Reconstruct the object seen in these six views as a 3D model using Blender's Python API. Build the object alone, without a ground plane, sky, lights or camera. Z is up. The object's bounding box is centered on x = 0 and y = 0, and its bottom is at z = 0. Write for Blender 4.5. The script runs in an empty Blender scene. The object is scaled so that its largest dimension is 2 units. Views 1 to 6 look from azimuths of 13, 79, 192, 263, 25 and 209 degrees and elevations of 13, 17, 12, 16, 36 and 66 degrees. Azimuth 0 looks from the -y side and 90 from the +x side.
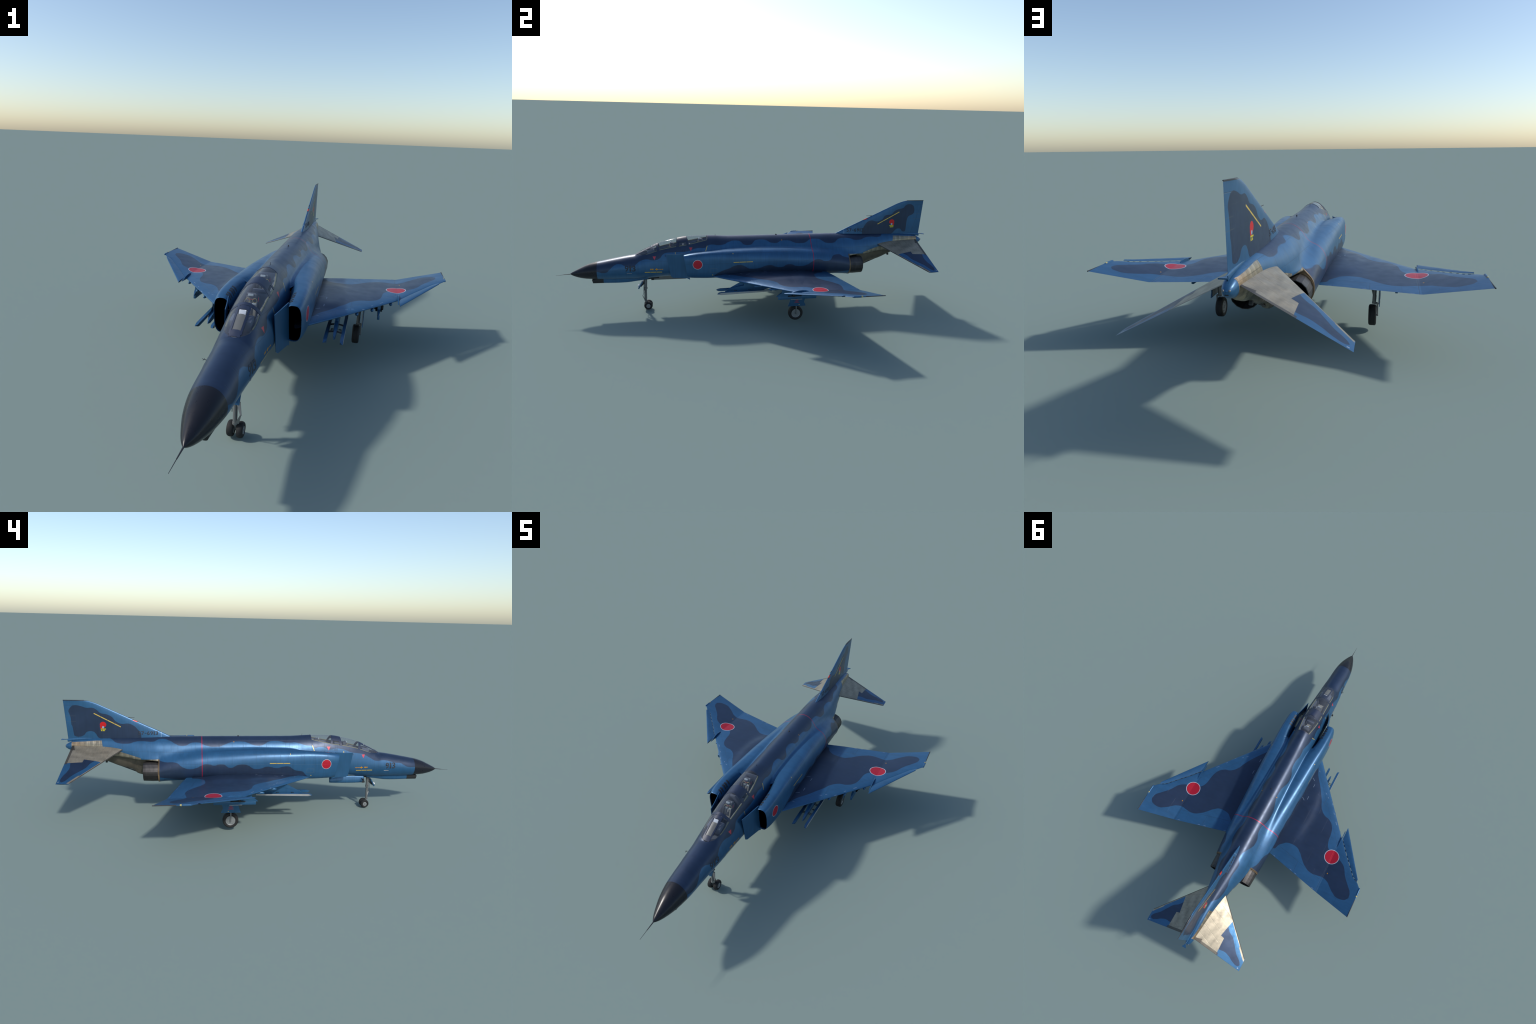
# A twin-engine, two-seat carrier-type jet fighter in blue sea camouflage, parked on its gear.
# Frame: nose towards -y, left wing towards +x, z up, metres (model is 2 m long).
import bpy, bmesh, math, random
import numpy as np
from mathutils import Vector, Matrix

random.seed(7)
rng = np.random.default_rng(7)
D = bpy.data
SC = bpy.context.scene.collection

# ------------------------------------------------------------------ maths helpers
def pchip(pts):
    """monotone cubic through (x, v) pairs -> vectorised function, clamped at its ends"""
    x = np.array([p[0] for p in pts], float); v = np.array([p[1] for p in pts], float)
    h = np.diff(x); d = np.diff(v) / h
    m = np.zeros_like(v); m[0], m[-1] = d[0], d[-1]
    for i in range(1, len(x) - 1):
        if d[i - 1] * d[i] > 0:
            w1, w2 = 2 * h[i] + h[i - 1], h[i] + 2 * h[i - 1]
            m[i] = (w1 + w2) / (w1 / d[i - 1] + w2 / d[i])
    last = [None, None]
    def f(q0):
        if q0 is last[0]: return last[1]
        r = g(q0)
        if isinstance(q0, np.ndarray): last[:] = [q0, r]
        return r
    def g(q):
        q = np.clip(np.asarray(q, float), x[0], x[-1])
        i = np.clip(np.searchsorted(x, q) - 1, 0, len(h) - 1)
        t = (q - x[i]) / h[i]
        return ((2*t**3 - 3*t**2 + 1)*v[i] + (t**3 - 2*t**2 + t)*h[i]*m[i] + (-2*t**3 + 3*t**2)*v[i+1] + (t**3 - t**2)*h[i]*m[i+1])
    return f

def lin(pts):
    x = [p[0] for p in pts]; v = [p[1] for p in pts]
    return lambda q: np.interp(q, x, v)

def smin(a, b, k):
    h = np.clip(0.5 + 0.5 * (b - a) / k, 0, 1)
    return b + (a - b) * h - k * h * (1 - h)

def columns(rows):
    """table of rows (y, a, b, c ...) -> list of pchip functions of y"""
    return [pchip([(r[0], r[i]) for r in rows]) for i in range(1, len(rows[0]))]

# ------------------------------------------------------------------ object helpers
def link(name, me, parent=None, mats=(), kind=None):
    ob = D.objects.new(name, me); SC.objects.link(ob)
    for m in mats: me.materials.append(m)
    if parent: ob.parent = parent
    if kind: ob["kind"] = kind
    return ob

def empty(name, parent=None):
    ob = D.objects.new(name, None); SC.objects.link(ob)
    ob.empty_display_size = 0.05
    if parent: ob.parent = parent
    return ob

def from_bm(name, bm, mat, parent, smooth=40, bevel=0.0, seg=2):
    if bevel:
        es = [e for e in bm.edges if len(e.link_faces) == 2 and e.calc_face_angle(0) > 0.5]
        bmesh.ops.bevel(bm, geom=es, offset=bevel, segments=seg, affect='EDGES', profile=0.6, clamp_overlap=True)
    bmesh.ops.recalc_face_normals(bm, faces=bm.faces[:])
    if smooth:
        for f in bm.faces: f.smooth = True
        for e in bm.edges:
            e.smooth = not (len(e.link_faces) == 2 and e.calc_face_angle(0) > math.radians(smooth))
    me = D.meshes.new(name); bm.to_mesh(me); bm.free()
    return link(name, me, parent, [mat])

def add_box(bm, c, s, rot=None):
    m = Matrix.Translation(c) @ (rot.to_4x4() if rot else Matrix.Identity(4)) @ Matrix.Diagonal((s[0], s[1], s[2], 1))
    return bmesh.ops.create_cube(bm, size=1.0, matrix=m)["verts"]

def add_cyl(bm, p0, p1, r0, r1=None, n=20, caps=True):
    p0, p1 = Vector(p0), Vector(p1); r1 = r0 if r1 is None else r1
    q = (p1 - p0).to_track_quat('Z', 'Y').to_matrix().to_4x4()
    m = Matrix.Translation((p0 + p1) / 2) @ q
    return bmesh.ops.create_cone(bm, cap_ends=caps, segments=n, radius1=r0, radius2=r1, depth=(p1 - p0).length, matrix=m)["verts"]

def add_lathe(bm, prof, c, axis='X', n=48, closed=False):
    """prof: (along axis, radius) pairs"""
    rings = []
    for a, r in prof:
        ring = []
        for i in range(n):
            t = 2 * math.pi * i / n
            co = (a, r*math.cos(t), r*math.sin(t)) if axis == 'X' else (r*math.cos(t), a, r*math.sin(t))
            ring.append(bm.verts.new((c[0]+co[0], c[1]+co[1], c[2]+co[2])))
        rings.append(ring)
    idx = list(range(len(rings) - 1)) + ([-1] if closed else [])
    for k in idx:
        a, b = rings[k], rings[(k + 1) % len(rings)]
        for i in range(n):
            bm.faces.new((a[i], a[(i+1) % n], b[(i+1) % n], b[i]))
    if not closed:
        for ring in (rings[0], rings[-1]):
            bm.faces.new(ring)

def add_prism(bm, yz, x0, x1):
    """polygon in (y, z) extruded from x0 to x1"""
    a = [bm.verts.new((x0, y, z)) for y, z in yz]; b = [bm.verts.new((x1, y, z)) for y, z in yz]
    bm.faces.new(a); bm.faces.new(b[::-1])
    n = len(yz)
    for i in range(n): bm.faces.new((a[i], b[i], b[(i+1) % n], a[(i+1) % n]))

def add_torus(bm, c, R, r, axis, n=24, m=8):
    q = Vector(axis).to_track_quat('Z', 'Y').to_matrix()
    rings = []
    for i in range(n):
        t = 2*math.pi*i/n
        rings.append([bm.verts.new(Vector(c) + q @ Vector(((R + r*math.cos(s))*math.cos(t), (R + r*math.cos(s))*math.sin(t), r*math.sin(s))))
                      for s in (2*math.pi*j/m for j in range(m))])
    for i in range(n):
        for j in range(m):
            bm.faces.new((rings[i][j], rings[(i+1) % n][j], rings[(i+1) % n][(j+1) % m], rings[i][(j+1) % m]))

def grid_normals(P, wrap):
    dr = np.gradient(P, axis=0)
    dc = (np.roll(P, -1, 1) - np.roll(P, 1, 1)) if wrap else np.gradient(P, axis=1)
    N = np.cross(dc, dr); L = np.linalg.norm(N, axis=2, keepdims=True)
    return N / np.maximum(L, 1e-12)

def grid_object(name, P, mat, parent, wrap=False, N=None, flip=False, cap0=False, cap1=False, keep=None, inward=False):
    """quad mesh over the grid P (rows, cols, 3) with normals N taken from the whole surface"""
    nr, nc = P.shape[:2]
    # winding: outward as seen from the middle of every row
    out = (grid_normals(P, wrap) * (P - P.mean(1, keepdims=True))).sum()
    flip = bool(out < 0) != inward
    faces = []
    for i in range(nr - 1):
        for j in range(nc if wrap else nc - 1):
            if keep is not None and not keep[i, j]: continue
            k = (j + 1) % nc
            f = (i*nc + j, i*nc + k, (i+1)*nc + k, (i+1)*nc + j)
            faces.append(f[::-1] if flip else f)
    if cap0: faces.append(tuple(range(nc)) if flip else tuple(range(nc))[::-1])
    if cap1:
        l = tuple(range((nr-1)*nc, nr*nc)); faces.append(l[::-1] if flip else l)
    me = D.meshes.new(name)
    me.from_pydata(P.reshape(-1, 3).tolist(), [], faces)
    me.polygons.foreach_set("use_smooth", [True]*len(faces))
    me.update()
    if N is not None:
        n = N.reshape(-1, 3) * (-1 if flip else 1)
        me.normals_split_custom_set_from_vertices(n.tolist())
    return link(name, me, parent, [mat])

# ------------------------------------------------------------------ node expression helper
class V:
    """a value in a shader tree; arithmetic on it adds Math nodes"""
    def __init__(s, t, sock): s.t, s.s = t, sock
    def op(s, o, *a, clamp=False):
        n = s.t.nodes.new("ShaderNodeMath"); n.operation = o; n.use_clamp = clamp
        for i, q in enumerate((s,) + a):
            if isinstance(q, V): s.t.links.new(q.s, n.inputs[i])
            else: n.inputs[i].default_value = float(q)
        return V(s.t, n.outputs[0])
    def __add__(s, o): return s.op('ADD', o)
    __radd__ = __add__
    def __sub__(s, o): return s.op('SUBTRACT', o)
    def __rsub__(s, o): return (s * -1.0) + o
    def __mul__(s, o): return s.op('MULTIPLY', o)
    __rmul__ = __mul__
    def __truediv__(s, o): return s.op('DIVIDE', o)
    def abs(s): return s.op('ABSOLUTE')
    def min(s, o): return s.op('MINIMUM', o)
    def max(s, o): return s.op('MAXIMUM', o)
    def sqrt(s): return s.op('SQRT')
    def above(s, e, soft=0.0006):           # soft step: 1 where s > e
        return (s - e).op('MULTIPLY_ADD', 0.5/soft, 0.5, clamp=True)
    def below(s, e, soft=0.0006):
        return (s - e).op('MULTIPLY_ADD', -0.5/soft, 0.5, clamp=True)
    def near(s, c, w, soft=0.0005): return (s - c).abs().below(w, soft)
    def curve(s, pts, sharp=False):
        """float curve through (x, v) points"""
        xs = [p[0] for p in pts]; vs = [p[1] for p in pts]
        x0, x1, v0, v1 = min(xs), max(xs), min(vs), max(vs)
        n = s.t.nodes.new("ShaderNodeFloatCurve")
        c = n.mapping.curves[0]
        q = sorted(((x-x0)/(x1-x0), (v-v0)/(v1-v0)) for x, v in pts)
        c.points[0].location, c.points[1].location = q[0], q[-1]
        for p in q[1:-1]: c.points.new(*p)
        if sharp:
            for q in c.points: q.handle_type = 'VECTOR'
        n.mapping.update()
        s.t.links.new(((s - x0) / (x1 - x0)).op('MULTIPLY', 1.0, clamp=True).s, n.inputs["Value"])
        return V(s.t, n.outputs[0]) * (v1 - v0) + v0

class Paint:
    def __init__(p, name, rough=0.4, metal=0.0, spec=0.5):
        p.m = D.materials.new(name); p.m.use_nodes = True
        p.t = p.m.node_tree; p.b = p.t.nodes["Principled BSDF"]
        p.b.inputs["Roughness"].default_value = rough
        p.b.inputs["Metallic"].default_value = metal
        p.b.inputs["Specular IOR Level"].default_value = spec
        tc = p.t.nodes.new("ShaderNodeTexCoord"); p.co = tc.outputs["Object"]
        sx = p.t.nodes.new("ShaderNodeSeparateXYZ"); p.t.links.new(p.co, sx.inputs[0])
        p.x, p.y, p.z = (V(p.t, o) for o in sx.outputs)
        p.ax = p.x.abs()
    def normal(p):
        g = p.t.nodes.new("ShaderNodeNewGeometry"); sx = p.t.nodes.new("ShaderNodeSeparateXYZ")
        p.t.links.new(g.outputs["Normal"], sx.inputs[0])
        return [V(p.t, o) for o in sx.outputs]
    def noise(p, scale, detail=4, stretch=None, rough=0.55):
        n = p.t.nodes.new("ShaderNodeTexNoise"); n.inputs["Scale"].default_value = scale
        n.inputs["Detail"].default_value = detail; n.inputs["Roughness"].default_value = rough
        src = p.co
        if stretch:
            mp = p.t.nodes.new("ShaderNodeMapping"); mp.inputs["Scale"].default_value = stretch
            p.t.links.new(src, mp.inputs[0]); src = mp.outputs[0]
        p.t.links.new(src, n.inputs["Vector"])
        return V(p.t, n.outputs["Fac"])
    def brick(p, u, v, width, row, mortar=0.0006, offset=0.5):
        cx = p.t.nodes.new("ShaderNodeCombineXYZ")
        p.t.links.new(u.s, cx.inputs[0]); p.t.links.new(v.s, cx.inputs[1])
        n = p.t.nodes.new("ShaderNodeTexBrick"); n.offset = offset
        n.inputs["Scale"].default_value = 1.0; n.inputs["Mortar Size"].default_value = mortar
        n.inputs["Mortar Smooth"].default_value = 0.3
        n.inputs["Brick Width"].default_value = width; n.inputs["Row Height"].default_value = row
        p.t.links.new(cx.outputs[0], n.inputs["Vector"])
        return V(p.t, n.outputs["Fac"])
    def col(p, c):
        if isinstance(c, V): return c
        n = p.t.nodes.new("ShaderNodeRGB"); n.outputs[0].default_value = (*c, 1); return V(p.t, n.outputs[0])
    def mix(p, a, b, f):
        n = p.t.nodes.new("ShaderNodeMix"); n.data_type = 'RGBA'
        p.t.links.new(p.col(a).s, n.inputs[6]); p.t.links.new(p.col(b).s, n.inputs[7])
        if isinstance(f, V): p.t.links.new(f.s, n.inputs[0])
        else: n.inputs[0].default_value = f
        return V(p.t, n.outputs[2])
    def tint(p, c, f):
        """multiply the colour c by the value f"""
        n = p.t.nodes.new("ShaderNodeVectorMath"); n.operation = 'SCALE'
        p.t.links.new(p.col(c).s, n.inputs[0]); p.t.links.new(f.s, n.inputs[3])
        return V(p.t, n.outputs[0])
    def done(p, c, rough=None, bump=None, strength=0.1, dist=0.001, metal=None):
        p.t.links.new(p.col(c).s, p.b.inputs["Base Color"])
        if rough is not None: p.t.links.new(rough.s, p.b.inputs["Roughness"])
        if metal is not None: p.t.links.new(metal.s, p.b.inputs["Metallic"])
        if bump is not None:
            n = p.t.nodes.new("ShaderNodeBump"); n.inputs["Strength"].default_value = strength
            n.inputs["Distance"].default_value = dist
            p.t.links.new(bump.s, n.inputs["Height"]); p.t.links.new(n.outputs[0], p.b.inputs["Normal"])
        return p.m

# ------------------------------------------------------------------ colours (linear)
BLUE = (0.026, 0.102, 0.212)
NAVY = (0.0205, 0.0385, 0.0790)
RED, WHITE = (0.46, 0.010, 0.028), (0.55, 0.57, 0.62)
TRIRED = (0.50, 0.055, 0.075)
YELLOW, ORANGE = (0.62, 0.44, 0.09), (0.55, 0.25, 0.012)
METAL = (0.27, 0.238, 0.178)
BURNT = (0.115, 0.088, 0.062)
INK = (0.022, 0.027, 0.040)
PAINT_ROUGH = 0.36
PAINT_METAL = 0.35

def weather(p, c, s=1.0):
    """uneven fading of the paint, fine grime streaks"""
    a = p.noise(9, 5); b = p.noise(42, 3, (0.35, 1.0, 0.35)); st = p.noise(60, 2, (1, 3.0, 0.12))
    f = (a - 0.5) * (0.55*s) + (b - 0.5) * (0.28*s) + (st - 0.5) * (0.26*s) + 1.0
    return p.tint(c, f)

def rough_of(p, base=PAINT_ROUGH):
    return (p.noise(26, 4) - 0.5) * 0.22 + base

# wavy edges of the camouflage: height of the edge as a function of y
UPPER_LEFT_FRONT = [(-0.80, 0.233), (-0.788, 0.231), (-0.759, 0.2245), (-0.73, 0.241), (-0.70, 0.264), (-0.683, 0.268), (-0.654, 0.259), (-0.621, 0.249), (-0.597, 0.267), (-0.567, 0.286),
    (-0.543, 0.291), (-0.51, 0.286), (-0.481, 0.294), (-0.461, 0.315), (-0.446, 0.322), (-0.403, 0.325), (-0.354, 0.327), (-0.33, 0.331), (-0.295, 0.342), (-0.276, 0.345), (-0.251, 0.344), (-0.231, 0.356), (-0.207, 0.360), (-0.177, 0.356), (-0.14, 0.361)]
UPPER_LEFT_BACK = [(-0.14, 0.361), (-0.112, 0.372), (-0.09, 0.3755), (-0.057, 0.369), (-0.022, 0.3535), (0.009, 0.367), (0.044, 0.3775), (0.08, 0.373), (0.127, 0.360), (0.163, 0.371), (0.189, 0.371), (0.227, 0.361),
    (0.264, 0.356), (0.30, 0.364), (0.342, 0.3755), (0.386, 0.365), (0.43, 0.353), (0.465, 0.364), (0.504, 0.3755), (0.543, 0.373), (0.587, 0.364), (0.631, 0.3725), (0.67, 0.376), (0.709, 0.373), (0.742, 0.385), (0.77, 0.394), (0.82, 0.398)]
UPPER_RIGHT_FRONT = [(-0.80, 0.234), (-0.757, 0.2355), (-0.73, 0.246), (-0.707, 0.257), (-0.685, 0.2585), (-0.659, 0.265), (-0.615, 0.2735), (-0.58, 0.272), (-0.545, 0.286), (-0.517, 0.301), (-0.496, 0.309), (-0.475, 0.313), (-0.451, 0.316),
    (-0.43, 0.321), (-0.41, 0.3295), (-0.389, 0.335), (-0.36, 0.3385), (-0.329, 0.334), (-0.313, 0.3365), (-0.29, 0.346), (-0.265, 0.346), (-0.249, 0.3425), (-0.23, 0.352), (-0.199, 0.356), (-0.17, 0.364), (-0.14, 0.370)]
UPPER_RIGHT_BACK = [(-0.14, 0.370), (-0.112, 0.3675), (-0.075, 0.373), (-0.04, 0.376), (-0.014, 0.373), (0.013, 0.361), (0.04, 0.3555), (0.063, 0.358), (0.093, 0.368), (0.13, 0.374), (0.155, 0.374), (0.185, 0.369), (0.216, 0.359),
    (0.255, 0.3515), (0.295, 0.356), (0.318, 0.363), (0.35, 0.371), (0.384, 0.3655), (0.415, 0.3565), (0.445, 0.363), (0.485, 0.380), (0.52, 0.385), (0.565, 0.374), (0.615, 0.376), (0.65, 0.372), (0.694, 0.364), (0.725, 0.366), (0.756, 0.380), (0.80, 0.394), (0.82, 0.398)]
LOWER_LEFT = [(-0.21, 0.218), (-0.161, 0.246), (-0.127, 0.257), (-0.102, 0.269), (-0.077, 0.2725), (-0.047, 0.263), (-0.007, 0.249), (0.028, 0.252), (0.058, 0.262), (0.083, 0.265), (0.114, 0.255), (0.145, 0.251), (0.17, 0.262), (0.19, 0.265),
    (0.222, 0.255), (0.253, 0.252), (0.284, 0.258), (0.315, 0.275), (0.346, 0.2845), (0.39, 0.2735), (0.414, 0.278), (0.438, 0.299), (0.46, 0.301), (0.49, 0.290), (0.53, 0.278)]
LOWER_RIGHT = [(-0.21, 0.205), (-0.184, 0.231), (-0.165, 0.247), (-0.14, 0.2505), (-0.117, 0.262), (-0.095, 0.2725), (-0.07, 0.270), (-0.038, 0.264), (-0.015, 0.269), (0.005, 0.271), (0.029, 0.264), (0.06, 0.259), (0.08, 0.265), (0.099, 0.277), (0.125, 0.282), (0.146, 0.280),
    (0.166, 0.271), (0.185, 0.265), (0.2, 0.270), (0.222, 0.2815), (0.243, 0.281), (0.262, 0.276), (0.285, 0.281), (0.304, 0.282), (0.327, 0.275), (0.354, 0.263), (0.381, 0.2585), (0.407, 0.264), (0.426, 0.274), (0.447, 0.287), (0.467, 0.289), (0.49, 0.287), (0.53, 0.293)]

def upper_mask(p):
    back = p.y.above(-0.14, 0.0002); left = p.x.above(0.0, 0.0002)
    l1, l2, r1, r2 = (p.y.curve(c) for c in (UPPER_LEFT_FRONT, UPPER_LEFT_BACK, UPPER_RIGHT_FRONT, UPPER_RIGHT_BACK))
    l, r = l1 + (l2 - l1)*back, r1 + (r2 - r1)*back
    return p.z.above(r + (l - r)*left, 0.0013)

def fuselage_paint():
    p = Paint("fuselage_camouflage_paint", PAINT_ROUGH, PAINT_METAL)
    lw, lr = p.y.curve(LOWER_LEFT), p.y.curve(LOWER_RIGHT)
    low = p.z.below(lr + (lw - lr)*p.x.above(0.0, 0.0002), 0.0013) * p.y.above(-0.205) * p.ax.above(0.08) * p.z.above(p.y.curve([(-0.2, 0.19), (0.40, 0.196), (0.47, 0.205), (0.53, 0.214)]))
    c = p.mix(BLUE, NAVY, upper_mask(p).max(low))
    c = weather(p, c)
    # panel joints
    lines = p.brick(p.y, p.z, 0.118, 0.047, 0.0007).max(p.brick(p.y + 0.03, p.z + 0.02, 0.067, 0.5, 0.0005, 0.0) * 0.6) * p.normal()[2].below(0.80, 0.08)
    c = p.mix(c, (0.03, 0.045, 0.06), lines * 0.38)
    # bare, heat-stained metal of the tail
    edge = p.y.curve([(0.53, 0.2965), (0.58, 0.2935), (0.616, 0.2905), (0.619, 0.2990), (0.713, 0.325), (0.800, 0.343), (0.806, 0.376), (0.83, 0.3755), (0.951, 0.367)], True)
    metal = p.y.above(0.531) * p.z.below(edge) * p.y.below(0.951)
    bands = p.brick(p.y, p.z, 0.028, 0.020, 0.0011, 0.0)
    mc = p.tint(METAL, (p.noise(30, 5) - 0.5) * 0.9 + (p.noise(95, 3, (1, 1, 0.3)) - 0.5) * 0.5 + 1.0)
    ribs = (p.y * 36.0).op('FRACT')
    mc = p.tint(mc, (ribs - 0.5).abs() * -0.6 + 1.13)  # light-to-dark shading of the bulging ribs, painted into the metal colour
    mc = p.mix(mc, (0.05, 0.045, 0.035), bands * 0.6)
    mc = p.mix(mc, (0.36, 0.22, 0.11), p.y.above(0.90, 0.03) * 0.45)
    soot = p.z.below(p.y.curve([(0.53, 0.288), (0.62, 0.286), (0.74, 0.302), (0.80, 0.312), (0.83, 0.308), (0.86, 0.296), (0.90, 0.285), (0.95, 0.285)]), 0.004)
    sc = p.mix(p.tint(BURNT, p.noise(25, 5) * 1.6 + 0.2), (0.110, 0.104, 0.086), p.noise(14, 3))
    mc = p.mix(mc, sc, soot)
    c = p.mix(c, mc, metal)
    c = p.mix(c, p.tint((0.13, 0.088, 0.048), p.noise(45, 4) * 1.3 + 0.35), p.y.above(0.5265) * p.z.below(0.2965) * p.y.below(0.534) * p.ax.above(0.03))
    # red warning line round the turbine plane
    c = p.mix(c, (0.40, 0.012, 0.045), p.y.near(0.3215, 0.0015) * p.z.above(0.2))
    # national disc on the intakes
    r = ((p.y + 0.2895).op('POWER', 2) + (p.z - 0.2815).op('POWER', 2)).sqrt()
    side = p.ax.above(0.12) * p.y.below(-0.2)
    c = p.mix(c, WHITE, r.below(0.0245) * side)
    c = p.mix(c, RED, r.below(0.0229) * side)
    # yellow bars, each broken into three
    def bar(y0, y1, z, hz, gaps, cmask):
        m = p.y.above(y0) * p.y.below(y1) * p.z.near(z, hz)
        for g in gaps: m = m * (1.0 - p.y.near(g, 0.0009))
        return m * cmask
    out = p.ax.above(0.10)
    c = p.mix(c, YELLOW, bar(-0.107, -0.007, 0.2873, 0.0019, (-0.0752, -0.0415), out))
    c = p.mix(c, YELLOW, bar(-0.555, -0.468, 0.2245, 0.0023, (-0.5263, -0.4975), 1.0))
    c = p.mix(c, ORANGE, bar(-0.528, -0.511, 0.2405, 0.0032, (-0.522,), 1.0))
    c = p.mix(c, ORANGE, bar(-0.503, -0.462, 0.2400, 0.0018, (-0.486, -0.479, -0.472), 1.0))
    c = p.mix(c, ORANGE, (p.y + 0.495).abs().below((p.z - 0.240).abs() * -1.0 + 0.006) * 1.0)
    c = p.mix(c, YELLOW, p.y.near(p.z * 0.35 - 0.3585, 0.0016) * p.z.above(0.329) * p.z.below(0.3545) * p.y.above(-0.26) * p.y.below(-0.2) * p.ax.below(0.0745))
    c = p.mix(c, YELLOW, p.y.near(-0.3985, 0.0013) * p.z.above(0.309) * p.z.below(0.3255) * p.ax.below(0.0745))
    c = p.mix(c, YELLOW, (p.y.near(-0.2145, 0.0022) * p.z.near(0.2235, 0.0022) + p.y.near(-0.109, 0.0017) * p.z.near(0.331, 0.0022)) * out)
    c = p.mix(c, ORANGE, p.y.near(0.163, 0.0017) * p.z.near(0.373, 0.0022))
    box = p.y.near(-0.2095, 0.018) * p.z.near(0.2485, 0.0105) * (1.0 - p.y.near(-0.2095, 0.0172) * p.z.near(0.2485, 0.0097))
    c = p.mix(c, (0.16, 0.17, 0.14), box * out * 0.6)
    # red rescue triangles below the cockpits
    for yc, zt, zb in ((-0.5045, 0.3055, 0.288), (-0.319, 0.3480, 0.330)):
        tri = p.ax.below(0.0745) * p.z.below(zt) * (p.y - yc).abs().below((p.z - zb) * 0.49) * p.z.above(zb)
        c = p.mix(c, TRIRED, tri)
    for yc, zc in ((-0.351, 0.333), (-0.362, 0.333), (-0.449, 0.308)):
        c = p.mix(c, INK, p.y.near(yc, 0.0026) * p.z.near(zc, 0.004) * 0.6)
    return p.done(c, rough_of(p), lines * -0.5 - (ribs - 0.5).abs() * metal * 4.0, 0.35, 0.0012, metal=metal * 0.2 + PAINT_METAL)

WING_FRONT = [(0.0, -0.16), (0.13, -0.155), (0.160, -0.103), (0.194, -0.055), (0.224, -0.007), (0.240, 0.022), (0.257, 0.058), (0.290, 0.090), (0.322, 0.100), (0.352, 0.130),
    (0.364, 0.172), (0.368, 0.210), (0.385, 0.244), (0.425, 0.262), (0.462, 0.275), (0.492, 0.295), (0.522, 0.343), (0.553, 0.380), (0.573, 0.405), (0.579, 0.432)]
WING_BACK = [(0.0, 0.37), (0.130, 0.370), (0.142, 0.345), (0.160, 0.327), (0.186, 0.311), (0.222, 0.309), (0.256, 0.326), (0.288, 0.358), (0.320, 0.384), (0.358, 0.399), (0.395, 0.396), (0.418, 0.393),
    (0.446, 0.401), (0.470, 0.420), (0.500, 0.444), (0.530, 0.457), (0.558, 0.454), (0.573, 0.442), (0.579, 0.432)]

def wing_paint():
    p = Paint("wing_camouflage_paint", PAINT_ROUGH, PAINT_METAL)
    nx, ny, nz = p.normal()
    top = nz.above(0.0, 0.02)
    dark = p.y.above(p.ax.curve(WING_FRONT), 0.0014) * p.y.below(p.ax.curve(WING_BACK), 0.0014) * p.ax.below(0.579) * top
    c = weather(p, p.mix(BLUE, NAVY, dark), 0.9)
    # lines of flaps, ailerons, fold and fuel bays
    te = p.ax * 0.2439 + 0.3715
    l = p.y.near(te - 0.062, 0.0008) * p.ax.below(0.41) + p.ax.near(0.272, 0.0008) * p.y.above(te - 0.062) + p.ax.near(0.4165, 0.0011) * p.y.above(0.2)
    l = l + p.y.near(p.ax * 1.276 - 0.325, 0.0008) * p.ax.below(0.42) + p.ax.near(0.258, 0.0006) * p.y.below(0.10)
    l = l.min(1.0).max(p.brick(p.ax, p.y, 0.105, 0.092, 0.0006) * 0.55)
    c = p.mix(c, (0.025, 0.035, 0.05), l * 0.45)
    c = p.mix(c, ORANGE, p.ax.near(0.4345, 0.0022) * p.y.near(0.364, 0.0030))
    # short white walkway and lifting marks
    def dashmark(x0, y0, x1, y1, hw=0.0014):
        L = math.hypot(x1 - x0, y1 - y0); ux, uy = (x1 - x0)/L, (y1 - y0)/L; mx, my = (x0 + x1)/2, (y0 + y1)/2
        return ((p.ax - mx)*ux + (p.y - my)*uy).near(0.0, L/2) * ((p.y - my)*ux - (p.ax - mx)*uy).near(0.0, hw)
    w = dashmark(0.142, -0.075, 0.157, -0.064) + dashmark(0.167, -0.026, 0.167, -0.045) + dashmark(0.140, 0.053, 0.155, 0.065) + dashmark(0.168, 0.054, 0.168, 0.034)
    for (x0, y0, x1, y1) in ((0.241, -0.031, 0.250, -0.025), (0.261, -0.014, 0.269, -0.009), (0.298, 0.006, 0.305, 0.014), (0.327, 0.052, 0.334, 0.060), (0.358, 0.094, 0.369, 0.108), (0.153, -0.133, 0.160, -0.127)):
        w = w + dashmark(x0, y0, x1, y1, 0.0012)
    for xa in (0.397, 0.288, 0.257, 0.149): w = w + p.ax.near(xa, 0.006) * p.y.near(te - 0.0045, 0.0012)
    c = p.mix(c, (0.35, 0.42, 0.52), w.min(1.0) * top * 0.45)
    r = ((p.ax - 0.4180).op('POWER', 2) + (p.y - 0.2765).op('POWER', 2)).sqrt()
    c = p.mix(c, WHITE, r.below(0.0383) * top)
    c = p.mix(c, RED, r.below(0.0357) * top)
    return p.done(c, rough_of(p), l * -1.0, 0.3, 0.0008)

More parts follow.
